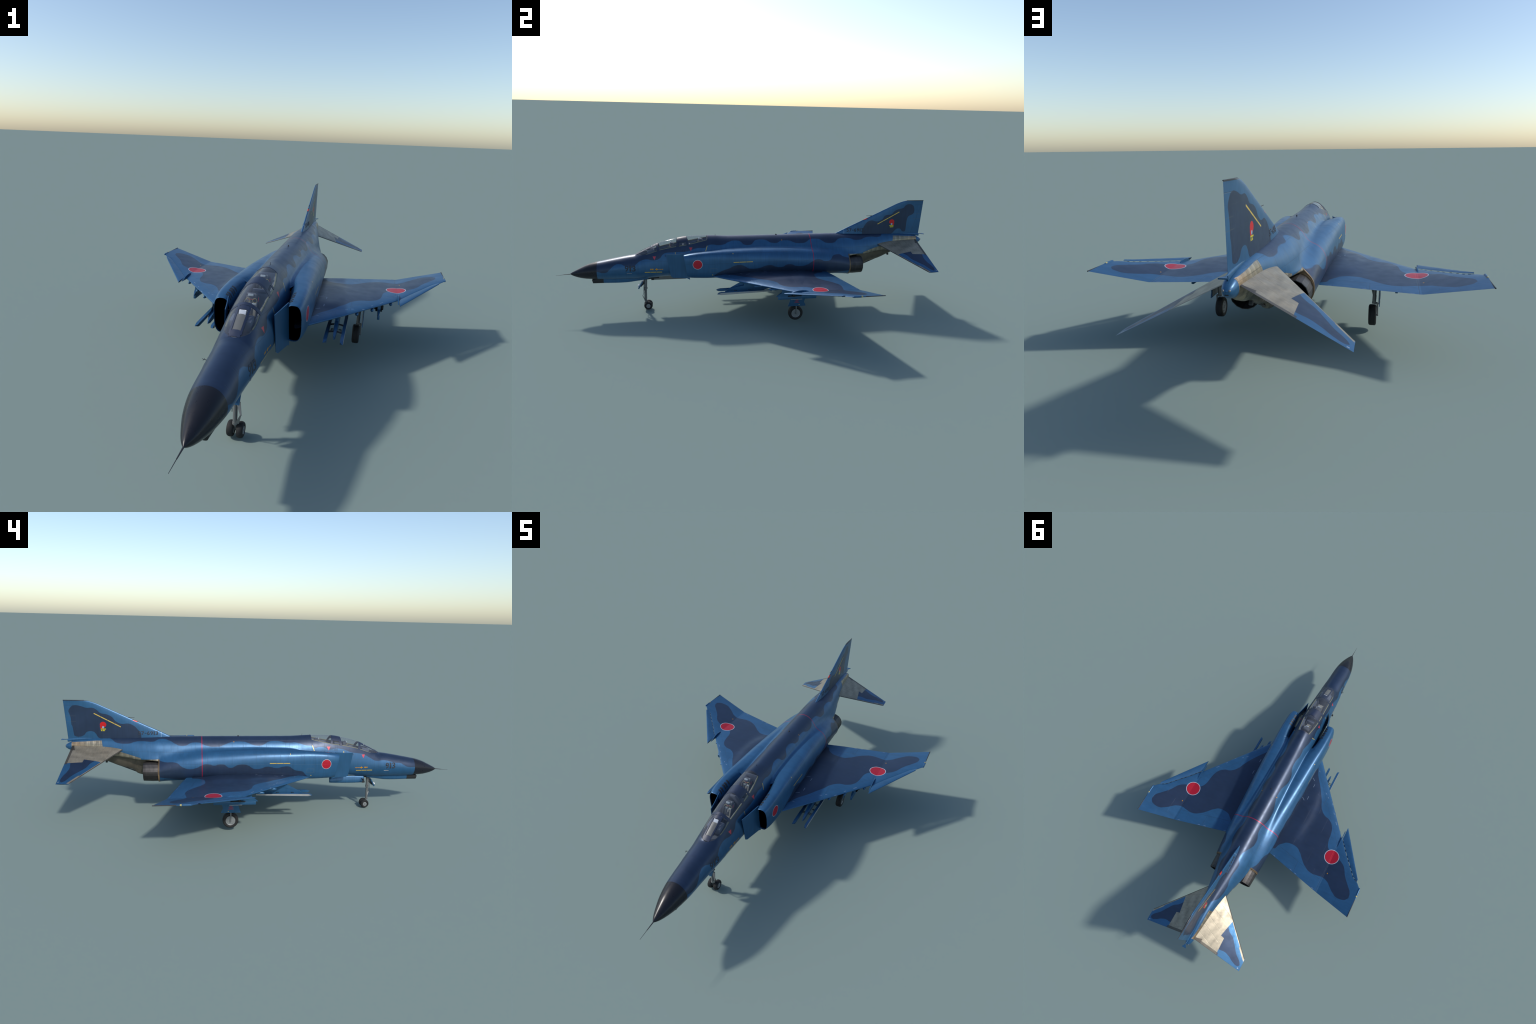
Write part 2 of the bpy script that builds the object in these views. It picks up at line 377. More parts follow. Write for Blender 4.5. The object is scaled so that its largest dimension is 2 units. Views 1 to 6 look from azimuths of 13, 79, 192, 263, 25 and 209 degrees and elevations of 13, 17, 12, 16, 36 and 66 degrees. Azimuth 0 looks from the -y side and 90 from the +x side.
def tailplane_paint():
    p = Paint("tailplane_paint", 0.40, 0.55)
    c = p.mix(BLUE, NAVY, p.y.above(p.ax.curve([(0.10, 0.80), (0.123, 0.822), (0.140, 0.842), (0.166, 0.858), (0.190, 0.886), (0.215, 0.916), (0.240, 0.936), (0.249, 0.950)]))
              * p.y.below(p.ax.curve([(0.10, 0.93), (0.140, 0.934), (0.160, 0.932), (0.184, 0.938), (0.218, 0.955), (0.238, 0.960), (0.245, 0.957), (0.249, 0.950)])) * p.ax.below(0.249))
    c = weather(p, c)
    rib = (p.ax * -0.45 + p.y).op('MULTIPLY', 1.0)
    m = p.tint(METAL, (p.noise(22, 5) - 0.5) * 0.7 + (p.noise(120, 3, (0.25, 1, 1)) - 0.5) * 0.5 + ((p.ax * 0.9 + p.y * 0.44) * 150.0).op('SINE') * 0.07 + (p.noise(14, 2, (4, 0.6, 1)) - 0.5) * 0.6 + 1.0)
    joints = (rib * 24.0).op('FRACT').near(0.5, 0.022, 0.01) * (p.noise(8, 2).above(0.45, 0.1) * 0.6 + 0.2)
    m = p.mix(m, (0.07, 0.065, 0.055), joints.min(1.0) * 0.35)
    inner = p.ax.below(p.y.curve([(0.70, 0.1305), (0.80, 0.1305), (0.806, 0.129), (0.876, 0.1145), (0.880, 0.132), (0.93, 0.133), (0.98, 0.134)], True))
    le = p.y.below(p.ax * 1.0145 + 0.655 + 0.0085 + p.ax.above(0.212) * 0.006) * p.ax.below(0.257)
    c = p.mix(c, m, inner.max(le))
    c = p.mix(c, (0.055, 0.05, 0.045), p.y.below(p.ax * 1.0145 + 0.655 + 0.0048) * p.ax.below(0.256) * 0.9)
    c = p.mix(c, (0.06, 0.048, 0.036), p.y.above(p.ax * -0.30 + 0.9445) * p.ax.below(0.05) * 0.9)  # shade of the gap at the trailing-edge root, drawn as dark brown
    c = p.mix(c, (0.05, 0.046, 0.04), p.y.above(p.ax * 0.117 + 0.9335) * p.ax.below(0.14) * 0.8)
    c = p.mix(c, (0.4, 0.45, 0.5), p.ax.near(0.247, 0.003) * p.y.near(0.9665, 0.0022) * 0.6)
    return p.done(c, (p.noise(40, 4) - 0.5) * 0.3 + 0.42, joints.min(1.0) * inner * -1.0, 0.25, 0.0008)

FIN_TOP_L = [(0.625, 0.41), (0.640, 0.437), (0.654, 0.454), (0.676, 0.462), (0.711, 0.456), (0.738, 0.466), (0.760, 0.490), (0.792, 0.494), (0.808, 0.511), (0.829, 0.522), (0.860, 0.530), (0.874, 0.544), (0.894, 0.551), (0.915, 0.545), (0.926, 0.53), (0.930, 0.512)]
FIN_BOT_L = [(0.625, 0.38), (0.800, 0.385), (0.820, 0.402), (0.835, 0.412), (0.852, 0.411), (0.866, 0.397), (0.880, 0.394), (0.887, 0.410), (0.888, 0.452), (0.898, 0.482), (0.922, 0.494), (0.930, 0.512)]
FIN_TOP_R = [(0.617, 0.41), (0.633, 0.428), (0.655, 0.449), (0.680, 0.458), (0.708, 0.456), (0.734, 0.467), (0.757, 0.492), (0.780, 0.503), (0.806, 0.508), (0.824, 0.524), (0.844, 0.534), (0.871, 0.534), (0.902, 0.543), (0.928, 0.546), (0.948, 0.534), (0.957, 0.515)]
FIN_BOT_R = [(0.617, 0.38), (0.818, 0.385), (0.835, 0.407), (0.852, 0.419), (0.872, 0.418), (0.894, 0.398), (0.917, 0.391), (0.938, 0.397), (0.949, 0.415), (0.948, 0.45), (0.949, 0.487), (0.957, 0.515)]

def fin_paint():
    p = Paint("tail_fin_paint", PAINT_ROUGH, PAINT_METAL)
    def blob(top, bot, y1): return p.z.below(p.y.curve(top)) * p.z.above(p.y.curve(bot)) * p.y.above(0.6175 if y1 > 0.94 else 0.6255) * p.y.below(y1)
    left = p.x.above(0.0, 0.0001)
    bl, br = blob(FIN_TOP_L, FIN_BOT_L, 0.930), blob(FIN_TOP_R, FIN_BOT_R, 0.957)
    c = weather(p, p.mix(BLUE, NAVY, bl * left + br * (1.0 - left)))
    te = (p.z - 0.383) * 0.0588 + 0.968
    l = p.y.near((p.z - 0.383) * 0.30 + 0.918, 0.0007) * p.z.below(0.533) + p.z.near(0.545, 0.0007) * p.y.above(0.93) + p.brick(p.y, p.z, 0.13, 0.052, 0.0005) * 0.4
    c = p.mix(c, (0.03, 0.04, 0.055), l.min(1.0) * 0.5)
    c = p.mix(c, (0.12, 0.13, 0.12), (p.z.near(0.467, 0.0009) + p.z.near(0.494, 0.0009)) * p.y.above(0.925) * 0.3)
    # yellow slanting bar in four pieces
    s = (p.y - 0.7765) * 0.8835 + (p.z - 0.4743) * 0.4685; d = (p.z - 0.4743) * 0.8835 - (p.y - 0.7765) * 0.4685
    c = p.mix(c, YELLOW, s.near(0.0, 0.0705) * d.near(0.0, 0.0022) * (1.0 - s.near(-0.0355, 0.0009)) * (1.0 - s.near(0.0, 0.0009)) * (1.0 - s.near(0.0355, 0.0009)))
    # unit badge: plain stand-in, a red rounded crest over a yellow foot
    e = (((p.y - 0.798) / 0.0150).op('POWER', 2) + ((p.z - 0.4525) / 0.0135).op('POWER', 2)).sqrt()
    e2 = (((p.y - 0.8045) / 0.0085).op('POWER', 2) + ((p.z - 0.443) / 0.0125).op('POWER', 2)).sqrt()
    c = p.mix(c, (0.58, 0.012, 0.016), e.min(e2).below(1.0, 0.04))
    e3 = (((p.y - 0.7985) / 0.0052).op('POWER', 2) + ((p.z - 0.4395) / 0.0055).op('POWER', 2)).sqrt()
    c = p.mix(c, (0.30, 0.42, 0.55), e3.below(1.0, 0.06))
    c = p.mix(c, (0.60, 0.50, 0.02), (p.y.near(0.798, 0.0125) * p.z.near(0.4305, 0.0022)).max(p.y.near(0.800, 0.0105) * p.z.near(0.4235, 0.0032) * (p.noise(260, 1).above(0.44, 0.04))))
    # anti-collision lamp on the leading edge, pale joint line of the fin root fairing
    le = (p.z - 0.455) * 2.17 + 0.608
    c = p.mix(c, (0.60, 0.03, 0.015), p.z.near(0.4695, 0.0040) * p.y.below(le + 0.009))
    c = p.mix(c, INK, (p.z.near(0.4745, 0.0012) + p.z.near(0.4645, 0.0012)) * p.y.below(le + 0.009))
    c = p.mix(c, (0.30, 0.42, 0.55), p.y.near(0.5213, 0.0008) * p.z.below(0.416) * 0.8)
    c = p.mix(c, (0.035, 0.04, 0.05), p.z.above(0.5675, 0.0004))
    return p.done(c, rough_of(p), l.min(1.0) * -1.0, 0.25, 0.0008)

def plain(name, colour, rough=0.4, metal=0.0, var=0.5, scale=30, spec=0.5):
    p = Paint(name, rough, metal, spec)
    c = p.tint(colour, (p.noise(scale, 4) - 0.5) * var + 1.0)
    return p.done(c, (p.noise(scale*1.7, 3) - 0.5) * 0.2 + rough)

def glass_paint(name, tint, fac, rough=0.03):
    p = Paint(name, rough, 0.0, 0.5)
    p.b.inputs["Base Color"].default_value = (*tint, 1)
    t = p.t; tr = t.nodes.new("ShaderNodeBsdfTransparent"); tr.inputs[0].default_value = (0.93, 0.95, 0.97, 1)
    fr = t.nodes.new("ShaderNodeLayerWeight"); fr.inputs["Blend"].default_value = 0.5
    mx = t.nodes.new("ShaderNodeMixShader")
    t.links.new((V(t, fr.outputs["Facing"]).op('POWER', 3.0) * 0.45 + fac).op('MINIMUM', 1.0).s, mx.inputs[0])
    t.links.new(tr.outputs[0], mx.inputs[1]); t.links.new(p.b.outputs[0], mx.inputs[2])
    t.links.new(mx.outputs[0], t.nodes["Material Output"].inputs["Surface"])
    return p.m

M_FUS, M_WING, M_TAIL, M_FIN = fuselage_paint(), wing_paint(), tailplane_paint(), fin_paint()
def blue_paint():
    p = Paint("plain_blue_paint", PAINT_ROUGH, PAINT_METAL)
    l = p.brick(p.y, p.z, 0.05, 0.2, 0.0006)
    return p.done(p.mix(weather(p, BLUE), (0.02, 0.03, 0.04), l * 0.25), rough_of(p))
M_BLUE = blue_paint()
M_NAVY = plain("navy_paint", NAVY, PAINT_ROUGH, PAINT_METAL)
M_RADOME = plain("radome_black", (0.0115, 0.0125, 0.0175), 0.30, var=0.15, spec=0.30)
M_BLACK = plain("matt_black", (0.008, 0.009, 0.010), 0.6)
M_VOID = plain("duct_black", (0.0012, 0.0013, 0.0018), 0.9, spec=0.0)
M_STEEL = plain("strut_steel", (0.17, 0.175, 0.175), 0.4, 0.35)
M_SILVER = plain("bare_silver", (0.34, 0.34, 0.33), 0.38, 0.2)
M_LAMP = plain("lamp_white", (0.75, 0.76, 0.78), 0.15)
M_TYRE = plain("tyre_rubber", (0.018, 0.018, 0.018), 0.7, var=0.4, spec=0.3)
M_HUB = plain("hub_alloy", (0.24, 0.25, 0.25), 0.45, 0.3)
M_DARKMETAL = plain("dark_metal", (0.030, 0.031, 0.034), 0.5, 0.2)
M_RAIL = plain("sill_rail_tan", (0.22, 0.205, 0.105), 0.6)
M_PIT = plain("cockpit_grey", (0.105, 0.122, 0.160), 0.7, spec=0.2)
M_WALL = plain("cockpit_wall_grey", (0.125, 0.145, 0.180), 0.7, spec=0.2)  # grey lightened for daylight falling in through the canopy
M_SEAT = plain("seat_grey", (0.075, 0.082, 0.095), 0.7)
M_CUSHION = plain("cushion_tan", (0.34, 0.325, 0.27), 0.9)
M_PADGREY = plain("headrest_pale", (0.38, 0.43, 0.45), 0.8)
M_STRAP = plain("red_strap", (0.40, 0.03, 0.04), 0.8)
M_HANDLE = plain("yellow_handle", (0.42, 0.36, 0.14), 0.6)
M_GLARE = plain("windscreen_panel_tan", (0.16, 0.15, 0.12), 0.3)
M_GLASS = glass_paint("canopy_glass", (0.24, 0.27, 0.33), 0.15, 0.06)  # grey-blue base tint carries the pale reflective haze on the panes
M_FRAME = plain("canopy_frame_navy", (0.018, 0.028, 0.060), 0.45)
M_INK = plain("marking_ink", INK, 0.5, var=0.2)

def nozzle_paint():
    p = Paint("nozzle_burnt_metal", 0.45, 0.55)
    ang = (p.z - 0.2315).op('ARCTAN2', p.ax - 0.068)
    pet = (ang * (16 / 6.28318)).op('FLOOR').op('SINE') * 0.35 + 1.0
    c = p.tint((0.050, 0.047, 0.046), pet * ((p.noise(35, 4, (1, 2.5, 1)) - 0.5) * 1.1 + 1.0))
    c = p.mix(c, (0.020, 0.018, 0.017), p.y.above(0.596, 0.006) * 0.5)
    return p.done(c, p.noise(30, 3) * 0.3 + 0.32)
M_NOZZLE = nozzle_paint()
M_RING = plain("nozzle_ring_brown", (0.19, 0.125, 0.065), 0.5, 0.2, 0.9, 60)

# ------------------------------------------------------------------ the body as an implicit section
#          y      top     bottom  widest  half width  n up  n down
CORE = [(-0.930, 0.2106, 0.2094, 0.2100, 0.0008, 2.0, 2.0), (-0.920, 0.2185, 0.2030, 0.2105, 0.0078, 2.0, 2.0), (-0.907, 0.2258, 0.1968, 0.2115, 0.0148, 2.0, 2.0),
    (-0.878, 0.2408, 0.1880, 0.2150, 0.0262, 2.0, 2.0), (-0.845, 0.2560, 0.1825, 0.2195, 0.0366, 2.0, 2.0), (-0.800, 0.2695, 0.1795, 0.2245, 0.0458, 2.0, 2.0),
    (-0.770, 0.2752, 0.1780, 0.2265, 0.0495, 2.0, 2.0), (-0.700, 0.2885, 0.1745, 0.2310, 0.0535, 2.0, 1.95), (-0.640, 0.2990, 0.1725, 0.2340, 0.0575, 2.0, 1.88),
    (-0.604, 0.3045, 0.1715, 0.2350, 0.0605, 2.0, 1.85), (-0.580, 0.3175, 0.1715, 0.2355, 0.0620, 1.95, 1.85), (-0.543, 0.3370, 0.1745, 0.2360, 0.0642, 1.88, 1.85),
    (-0.500, 0.3570, 0.1795, 0.2370, 0.0662, 1.85, 1.92), (-0.450, 0.3740, 0.1850, 0.2400, 0.0690, 1.85, 2.1), (-0.386, 0.3880, 0.1875, 0.2450, 0.0715, 1.85, 2.4),
    (-0.340, 0.3950, 0.1880, 0.2490, 0.0730, 1.85, 2.5), (-0.300, 0.3977, 0.1875, 0.2520, 0.0742, 1.85, 2.6), (-0.228, 0.3980, 0.1850, 0.2580, 0.0770, 1.85, 2.6),
    (-0.120, 0.3930, 0.1820, 0.2650, 0.0782, 1.9, 2.6), (0.000, 0.3925, 0.1800, 0.2720, 0.0775, 1.97, 2.6), (0.321, 0.3925, 0.1820, 0.2800, 0.0770, 2.0, 2.6),
    (0.450, 0.3925, 0.1860, 0.2850, 0.0765, 2.0, 2.5), (0.532, 0.3912, 0.1900, 0.2930, 0.0750, 2.0, 2.2), (0.620, 0.3890, 0.2150, 0.3050, 0.0650, 2.0, 2.0),
    (0.700, 0.3870, 0.2450, 0.3180, 0.0520, 2.0, 2.0), (0.800, 0.3850, 0.2800, 0.3350, 0.0345, 2.1, 2.0), (0.870, 0.3820, 0.3000, 0.3420, 0.0270, 2.2, 2.0),
    (0.930, 0.3740, 0.3180, 0.3450, 0.0208, 2.3, 2.0), (0.952, 0.3680, 0.3235, 0.3455, 0.0185, 2.3, 2.1), (0.966, 0.3620, 0.3280, 0.3455, 0.0155, 2.2, 2.1),
    (0.976, 0.3560, 0.3340, 0.3460, 0.0110, 2.1, 2.1), (0.982, 0.3500, 0.3410, 0.3465, 0.0060, 2.0, 2.0), (0.984, 0.3472, 0.3460, 0.3466, 0.0008, 2.0, 2.0)]
#             y      centre x  half w   top     bottom  n
NACELLE = [(-0.358, 0.1090, 0.0255, 0.3240, 0.2070, 3.0), (-0.330, 0.1115, 0.0290, 0.3300, 0.2045, 3.0), (-0.290, 0.1125, 0.0307, 0.3350, 0.2030, 3.0),
    (-0.240, 0.1112, 0.0325, 0.3385, 0.2010, 3.0), (-0.190, 0.1062, 0.0372, 0.3410, 0.2000, 3.0), (-0.150, 0.0985, 0.0447, 0.3428, 0.1990, 2.9), (-0.100, 0.0930, 0.0495, 0.3435, 0.1980, 2.8), (0.000, 0.0875, 0.0530, 0.3440, 0.1960, 2.6),
    (0.120, 0.0780, 0.0592, 0.3410, 0.1940, 2.4), (0.321, 0.0665, 0.0640, 0.3315, 0.1905, 2.15), (0.420, 0.0665, 0.0598, 0.3180, 0.1875, 2.1),
    (0.500, 0.0670, 0.0545, 0.3000, 0.1835, 2.05), (0.534, 0.0680, 0.0510, 0.2890, 0.1810, 2.0), (0.575, 0.0600, 0.0400, 0.2890, 0.1900, 2.0), (0.640, 0.0400, 0.0250, 0.2900, 0.2000, 2.0), (0.70, 0.03, 0.02, 0.29, 0.21, 2.0)]
c_top, c_bot, c_mid, c_w, c_nu, c_nd = columns(CORE)
n_x, n_w, n_top, n_bot, n_n = columns(NACELLE)
blend = lin([(-0.19, 0.009), (0.0, 0.009), (0.2, 0.012), (0.40, 0.026), (0.53, 0.034), (0.7, 0.03)])
keel_bottom = pchip([(0.52, 0.186), (0.595, 0.191), (0.612, 0.195), (0.643, 0.2045), (0.660, 0.2215), (0.735, 0.2455), (0.795, 0.272), (0.87, 0.298), (0.955, 0.326)])
belly_cut = pchip([(0.532, 0.2830), (0.57, 0.2860), (0.62, 0.2875), (0.74, 0.299), (0.80, 0.298), (0.86, 0.288), (0.93, 0.280), (0.99, 0.28)])

def super_d(dx, dz, w, h, n):
    return (((np.abs(dx)/w)**n + (np.abs(dz)/h)**n)**(1/n) - 1) * np.minimum(w, h)

def core_d(y, x, z):
    up = z > c_mid(y)
    h = np.where(up, c_top(y) - c_mid(y), c_mid(y) - c_bot(y)); n = np.where(up, c_nu(y), c_nd(y))
    return super_d(x, z - c_mid(y), c_w(y), np.maximum(h, 1e-5), n)

def nacelle_d(y, x, z):
    zc = (n_top(y) + n_bot(y)) / 2
    return super_d(np.abs(x) - n_x(y), z - zc, n_w(y), (n_top(y) - n_bot(y)) / 2, n_n(y))

def body_d(y, x, z, nac=True, boom=False):
    f = core_d(y, x, z)
    if nac is not False:
        f = smin(f, nacelle_d(y, x, z) + np.where(y > 0.66, 1.0, 0.0), blend(y))
    if boom:
        f = -smin(-f, -(belly_cut(y) - z), 0.012)
        kb = keel_bottom(y); kc = 0.5 * (kb + 0.33); w = np.interp(y, [0.53, 0.6, 0.75, 0.85], [0.022, 0.023, 0.020, 0.012])
        f = np.where(y > 0.90, f, smin(f, super_d(x, z - kc, w, np.maximum(kc - kb, 0.004), 2.6), 0.016))
    return f

def ray_outline(y, zo, th, **kw):
    """distance from (0, zo) to the outermost crossing along the angle th (0 = up)"""
    sx, sz = np.sin(th), np.cos(th)
    hit = np.full(th.shape, 1e-4); open_ = np.ones(th.shape, bool)
    step = 0.0025
    r = 0.19
    while r > 0:
        ins = (body_d(y, r*sx, zo + r*sz, **kw) < 0) & open_
        hit = np.where(ins, r, hit); open_ &= ~ins
        r -= step
    lo, hi = hit.copy(), hit + step
    for _ in range(12):
        mid = (lo + hi) / 2; ins = body_d(y, mid*sx, zo + mid*sz, **kw) < 0
        lo = np.where(ins, mid, lo); hi = np.where(ins, hi, mid)
    return lo

origin_z = pchip([(-0.93, 0.210), (-0.8, 0.2245), (-0.6, 0.235), (-0.3, 0.262), (-0.19, 0.265), (0.40, 0.27), (0.532, 0.300), (0.62, 0.325), (0.75, 0.338), (0.99, 0.3466)])

def half_to_ring(X, Z, Y):
    """right half outline (rows, cols from top to bottom) -> closed ring both sides"""
    P = np.stack([X, Y, Z], 2)
    Q = P[:, 1:-1][:, ::-1].copy(); Q[:, :, 0] *= -1
    return np.concatenate([P, Q], 1)

def body_rows(ys, nth=84, **kw):
    th = np.linspace(0, math.pi, nth)
    Y, T = np.meshgrid(ys, th, indexing='ij'); zo = origin_z(Y)
    r = ray_outline(Y, zo, T, **kw)
    return half_to_ring(r*np.sin(T), zo + r*np.cos(T), Y)

def hull_x(y, z, **kw):
    """half width of the hull skin at (y, z)"""
    y, z = np.broadcast_arrays(np.asarray(y, float), np.asarray(z, float))
    x = np.full(y.shape, 0.16); lo = np.zeros(y.shape); hit = np.zeros(y.shape); open_ = np.ones(y.shape, bool)
    for r in np.arange(0.16, 0, -0.002):
        ins = (body_d(y, r, z, **kw) < 0) & open_
        hit = np.where(ins, r, hit); open_ &= ~ins
    lo, hi = hit, hit + 0.002
    for _ in range(12):
        m = (lo + hi)/2; ins = body_d(y, m, z, **kw) < 0
        lo = np.where(ins, m, lo); hi = np.where(ins, hi, m)
    return lo

# ------------------------------------------------------------------ root
jet = empty("jet_fighter")
jet["label"] = "twin-engine two-seat jet fighter in blue sea camouflage"
jet["category"] = "fighter aircraft"

# ------------------------------------------------------------------ fuselage
fuselage = empty("fuselage", jet)
CAN0, CAN1 = -0.603, -0.229
sill = pchip([(-0.604, 0.3046), (-0.600, 0.3058), (-0.590, 0.3070), (-0.570, 0.3085), (-0.545, 0.3125), (-0.520, 0.3195), (-0.487, 0.3310), (-0.450, 0.3400), (-0.410, 0.3480),
              (-0.372, 0.3535), (-0.337, 0.3590), (-0.300, 0.3660), (-0.279, 0.3705), (-0.229, 0.3815)])

s = np.linspace(0, 1, 60)
nose_y = np.concatenate([-0.930 + (0.930 - 0.793) * s[:-1]**1.5, np.linspace(-0.793, CAN0, 40)])
P = body_rows(nose_y, nac=False); N = grid_normals(P, True)
k = 59
grid_object("radome", P[:k+1], M_RADOME, jet, True, N[:k+1], flip=True)
grid_object("forward_hull", P[k:], M_FUS, fuselage, True, N[k:], flip=True)

# cockpit stretch: the skin below the sill, and the glazing above it
can_y = np.unique(np.concatenate([np.linspace(CAN0, -0.57, 26), np.linspace(-0.57, CAN1, 80)]))
Yc = can_y[:, None]
def sill_angle(y):
    xs = hull_x(y, sill(y), nac=False)
    return np.arctan2(xs, sill(y) - origin_z(y))
th_s = sill_angle(can_y); th_s[0] = 0.0
NG, NH = 26, 58
g = np.linspace(0, 1, NG)[None]; h = np.linspace(0, 1, NH)[None]
T = np.concatenate([th_s[:, None] * g, th_s[:, None] + (math.pi - th_s[:, None]) * h[:, 1:]], 1)
Yg = np.broadcast_to(Yc, T.shape); zo = origin_z(Yg)
R = ray_outline(Yg, zo, T, nac=False)
Pc = half_to_ring(R*np.sin(T), zo + R*np.cos(T), Yg); Nc = grid_normals(Pc, True)
nc = Pc.shape[1]
keep_h = np.zeros((len(can_y)-1, nc), bool); keep_h[:, NG-1:nc-NG+1] = True
grid_object("cockpit_hull", Pc, M_FUS, fuselage, True, Nc, flip=True, keep=keep_h)
canopy = empty("canopy", jet)
idx = np.concatenate([np.arange(nc-NG+1, nc), np.arange(0, NG)])
glass = grid_object("canopy_glass", Pc[:, idx], M_GLASS, canopy, False, Nc[:, idx], flip=True)

# back and tail boom
back_y = np.linspace(CAN1, -0.19, 14)
P = body_rows(back_y, nac=False); grid_object("shoulder_hull", P, M_FUS, fuselage, True, grid_normals(P, True), flip=True)
mid_y = np.linspace(-0.19, 0.532, 130)
P = body_rows(mid_y, 130)
body_mid = grid_object("centre_hull", P, M_FUS, fuselage, True, grid_normals(P, True), flip=True)
P_end = P[-1]
boom_y = np.concatenate([np.linspace(0.532, 0.94, 90), 0.94 + 0.044 * np.sin(np.linspace(0, math.pi/2, 26)[1:])])
P = body_rows(boom_y, 110, boom=True)
grid_object("tail_boom", P, M_FUS, jet, True, grid_normals(P, True), flip=True)
# bulkhead closing the hull behind the engines
bm = bmesh.new(); bm.faces.new([bm.verts.new((p[0], p[1] - 0.0006, p[2])) for p in P_end])
bmesh.ops.triangulate(bm, faces=bm.faces[:])
from_bm("engine_bulkhead", bm, M_RING, fuselage, 0)

# chin fairing under the nose with its black sensor tip
def chin_rows(ys):
    w = pchip([(-0.824, 0.0130), (-0.77, 0.0165), (-0.68, 0.0215), (-0.60, 0.0265), (-0.54, 0.0290)])(ys)
    b = pchip([(-0.824, 0.1565), (-0.77, 0.1565), (-0.70, 0.1555), (-0.65, 0.157), (-0.60, 0.1635), (-0.56, 0.1695), (-0.54, 0.1735)])(ys)
    t = np.interp(ys, [-0.824, -0.80, -0.7, -0.54], [0.1775, 0.186, 0.196, 0.196])
    a = np.linspace(0, 2*math.pi, 40, endpoint=False)
    c, si = np.cos(a), np.sin(a)
    X = w[:, None] * np.sign(c) * np.abs(c)**0.6
    Z = ((t+b)/2)[:, None] + ((t-b)/2)[:, None] * np.sign(si) * np.abs(si)**0.6
    Y = np.broadcast_to(ys[:, None], X.shape).copy()
    return np.stack([X, Y, Z], 2)
ys = np.linspace(-0.824, -0.54, 50); P = chin_rows(ys); P[:, :, 1] += (ys < -0.775)[:, None] * (0.176 - P[:, :, 2]) * 0.25 * ((-0.775 - ys)/0.049)[:, None]
N = grid_normals(P, True); kk = 10
grid_object("chin_sensor", P[:kk+1], M_BLACK, jet, True, None, flip=False, cap0=True)
grid_object("chin_fairing", P[kk:], M_FUS, jet, True, None, flip=False, cap1=True)

# nose probe, angle-of-attack vane, static rods, aerials
bm = bmesh.new()
add_cyl(bm, (0, -0.927, 0.2100), (0, -0.962, 0.2068), 0.0021, 0.0013, 12); add_cyl(bm, (0, -0.962, 0.2068), (0, -1.0, 0.2030), 0.0009, 0.0005, 10)
from_bm("nose_probe", bm, M_DARKMETAL, jet)
bm = bmesh.new()
add_cyl(bm, (-0.054, -0.632, 0.250), (-0.069, -0.634, 0.2535), 0.0012, 0.0006, 8); add_cyl(bm, (-0.0645, -0.628, 0.2525), (-0.0645, -0.641, 0.2525), 0.0007, 0.0004, 8)
from_bm("airflow_vane", bm, M_DARKMETAL, jet)
for sx in (1, -1):
    bm = bmesh.new(); add_cyl(bm, (sx*0.0555, -0.612, 0.2205), (sx*0.0585, -0.645, 0.2205), 0.0012, 0.0009, 10)
    from_bm("static_rod", bm, M_SILVER, jet)
bm = bmesh.new(); add_prism(bm, [(0.134, 0.391), (0.1375, 0.3975), (0.140, 0.3975), (0.1455, 0.391)], -0.0016, 0.0016); from_bm("blade_aerial", bm, M_DARKMETAL, jet, bevel=0.0004)
bm = bmesh.new(); add_cyl(bm, (0, -0.188, 0.392), (0, -0.189, 0.4045), 0.0011, 0.0005, 8); from_bm("needle_aerial", bm, M_DARKMETAL, jet)

# ------------------------------------------------------------------ canopy frames, laid on the glazing
def canopy_point(y, th, off=0.0):
    """point of the glazing at station y and angle th, moved out by off"""
    y = np.asarray(y, float); th = np.asarray(th, float)
    zo = origin_z(y)
    def pt(y, th):
        r = ray_outline(y, origin_z(y), np.abs(th), nac=False)
        return np.stack([r*np.sin(th), y, origin_z(y) + r*np.cos(th)], -1)
    p = pt(y, th); e = 0.004
    n = np.cross(pt(y, th + e) - pt(y, th - e), pt(y + e, th) - pt(y - e, th))
    n /= np.linalg.norm(n, axis=-1, keepdims=True)
    flip = np.sign((n * (p - np.stack([0*y, y, zo], -1))).sum(-1, keepdims=True))
    return p + n * flip * off

def strip(name, Y, TH, mat, parent, out=0.0008, depth=0.0022):
    """solid band on the canopy over the grid of stations Y and angles TH"""
    a, b = canopy_point(Y, TH, out), canopy_point(Y, TH, out - depth)
    nr, ncol = Y.shape
    bm = bmesh.new()
    va = [[bm.verts.new(a[i, j]) for j in range(ncol)] for i in range(nr)]; vb = [[bm.verts.new(b[i, j]) for j in range(ncol)] for i in range(nr)]
    for i in range(nr-1):
        for j in range(ncol-1):
            bm.faces.new((va[i][j], va[i+1][j], va[i+1][j+1], va[i][j+1])); bm.faces.new((vb[i][j], vb[i][j+1], vb[i+1][j+1], vb[i+1][j]))
    ring = [(i, 0) for i in range(nr)] + [(nr-1, j) for j in range(1, ncol)] + [(i, ncol-1) for i in range(nr-2, -1, -1)] + [(0, j) for j in range(ncol-2, 0, -1)]
    for (i, j), (k2, l) in zip(ring, ring[1:] + ring[:1]):
        bm.faces.new((va[i][j], vb[i][j], vb[k2][l], va[k2][l]))
    return from_bm(name, bm, mat, parent, 35)

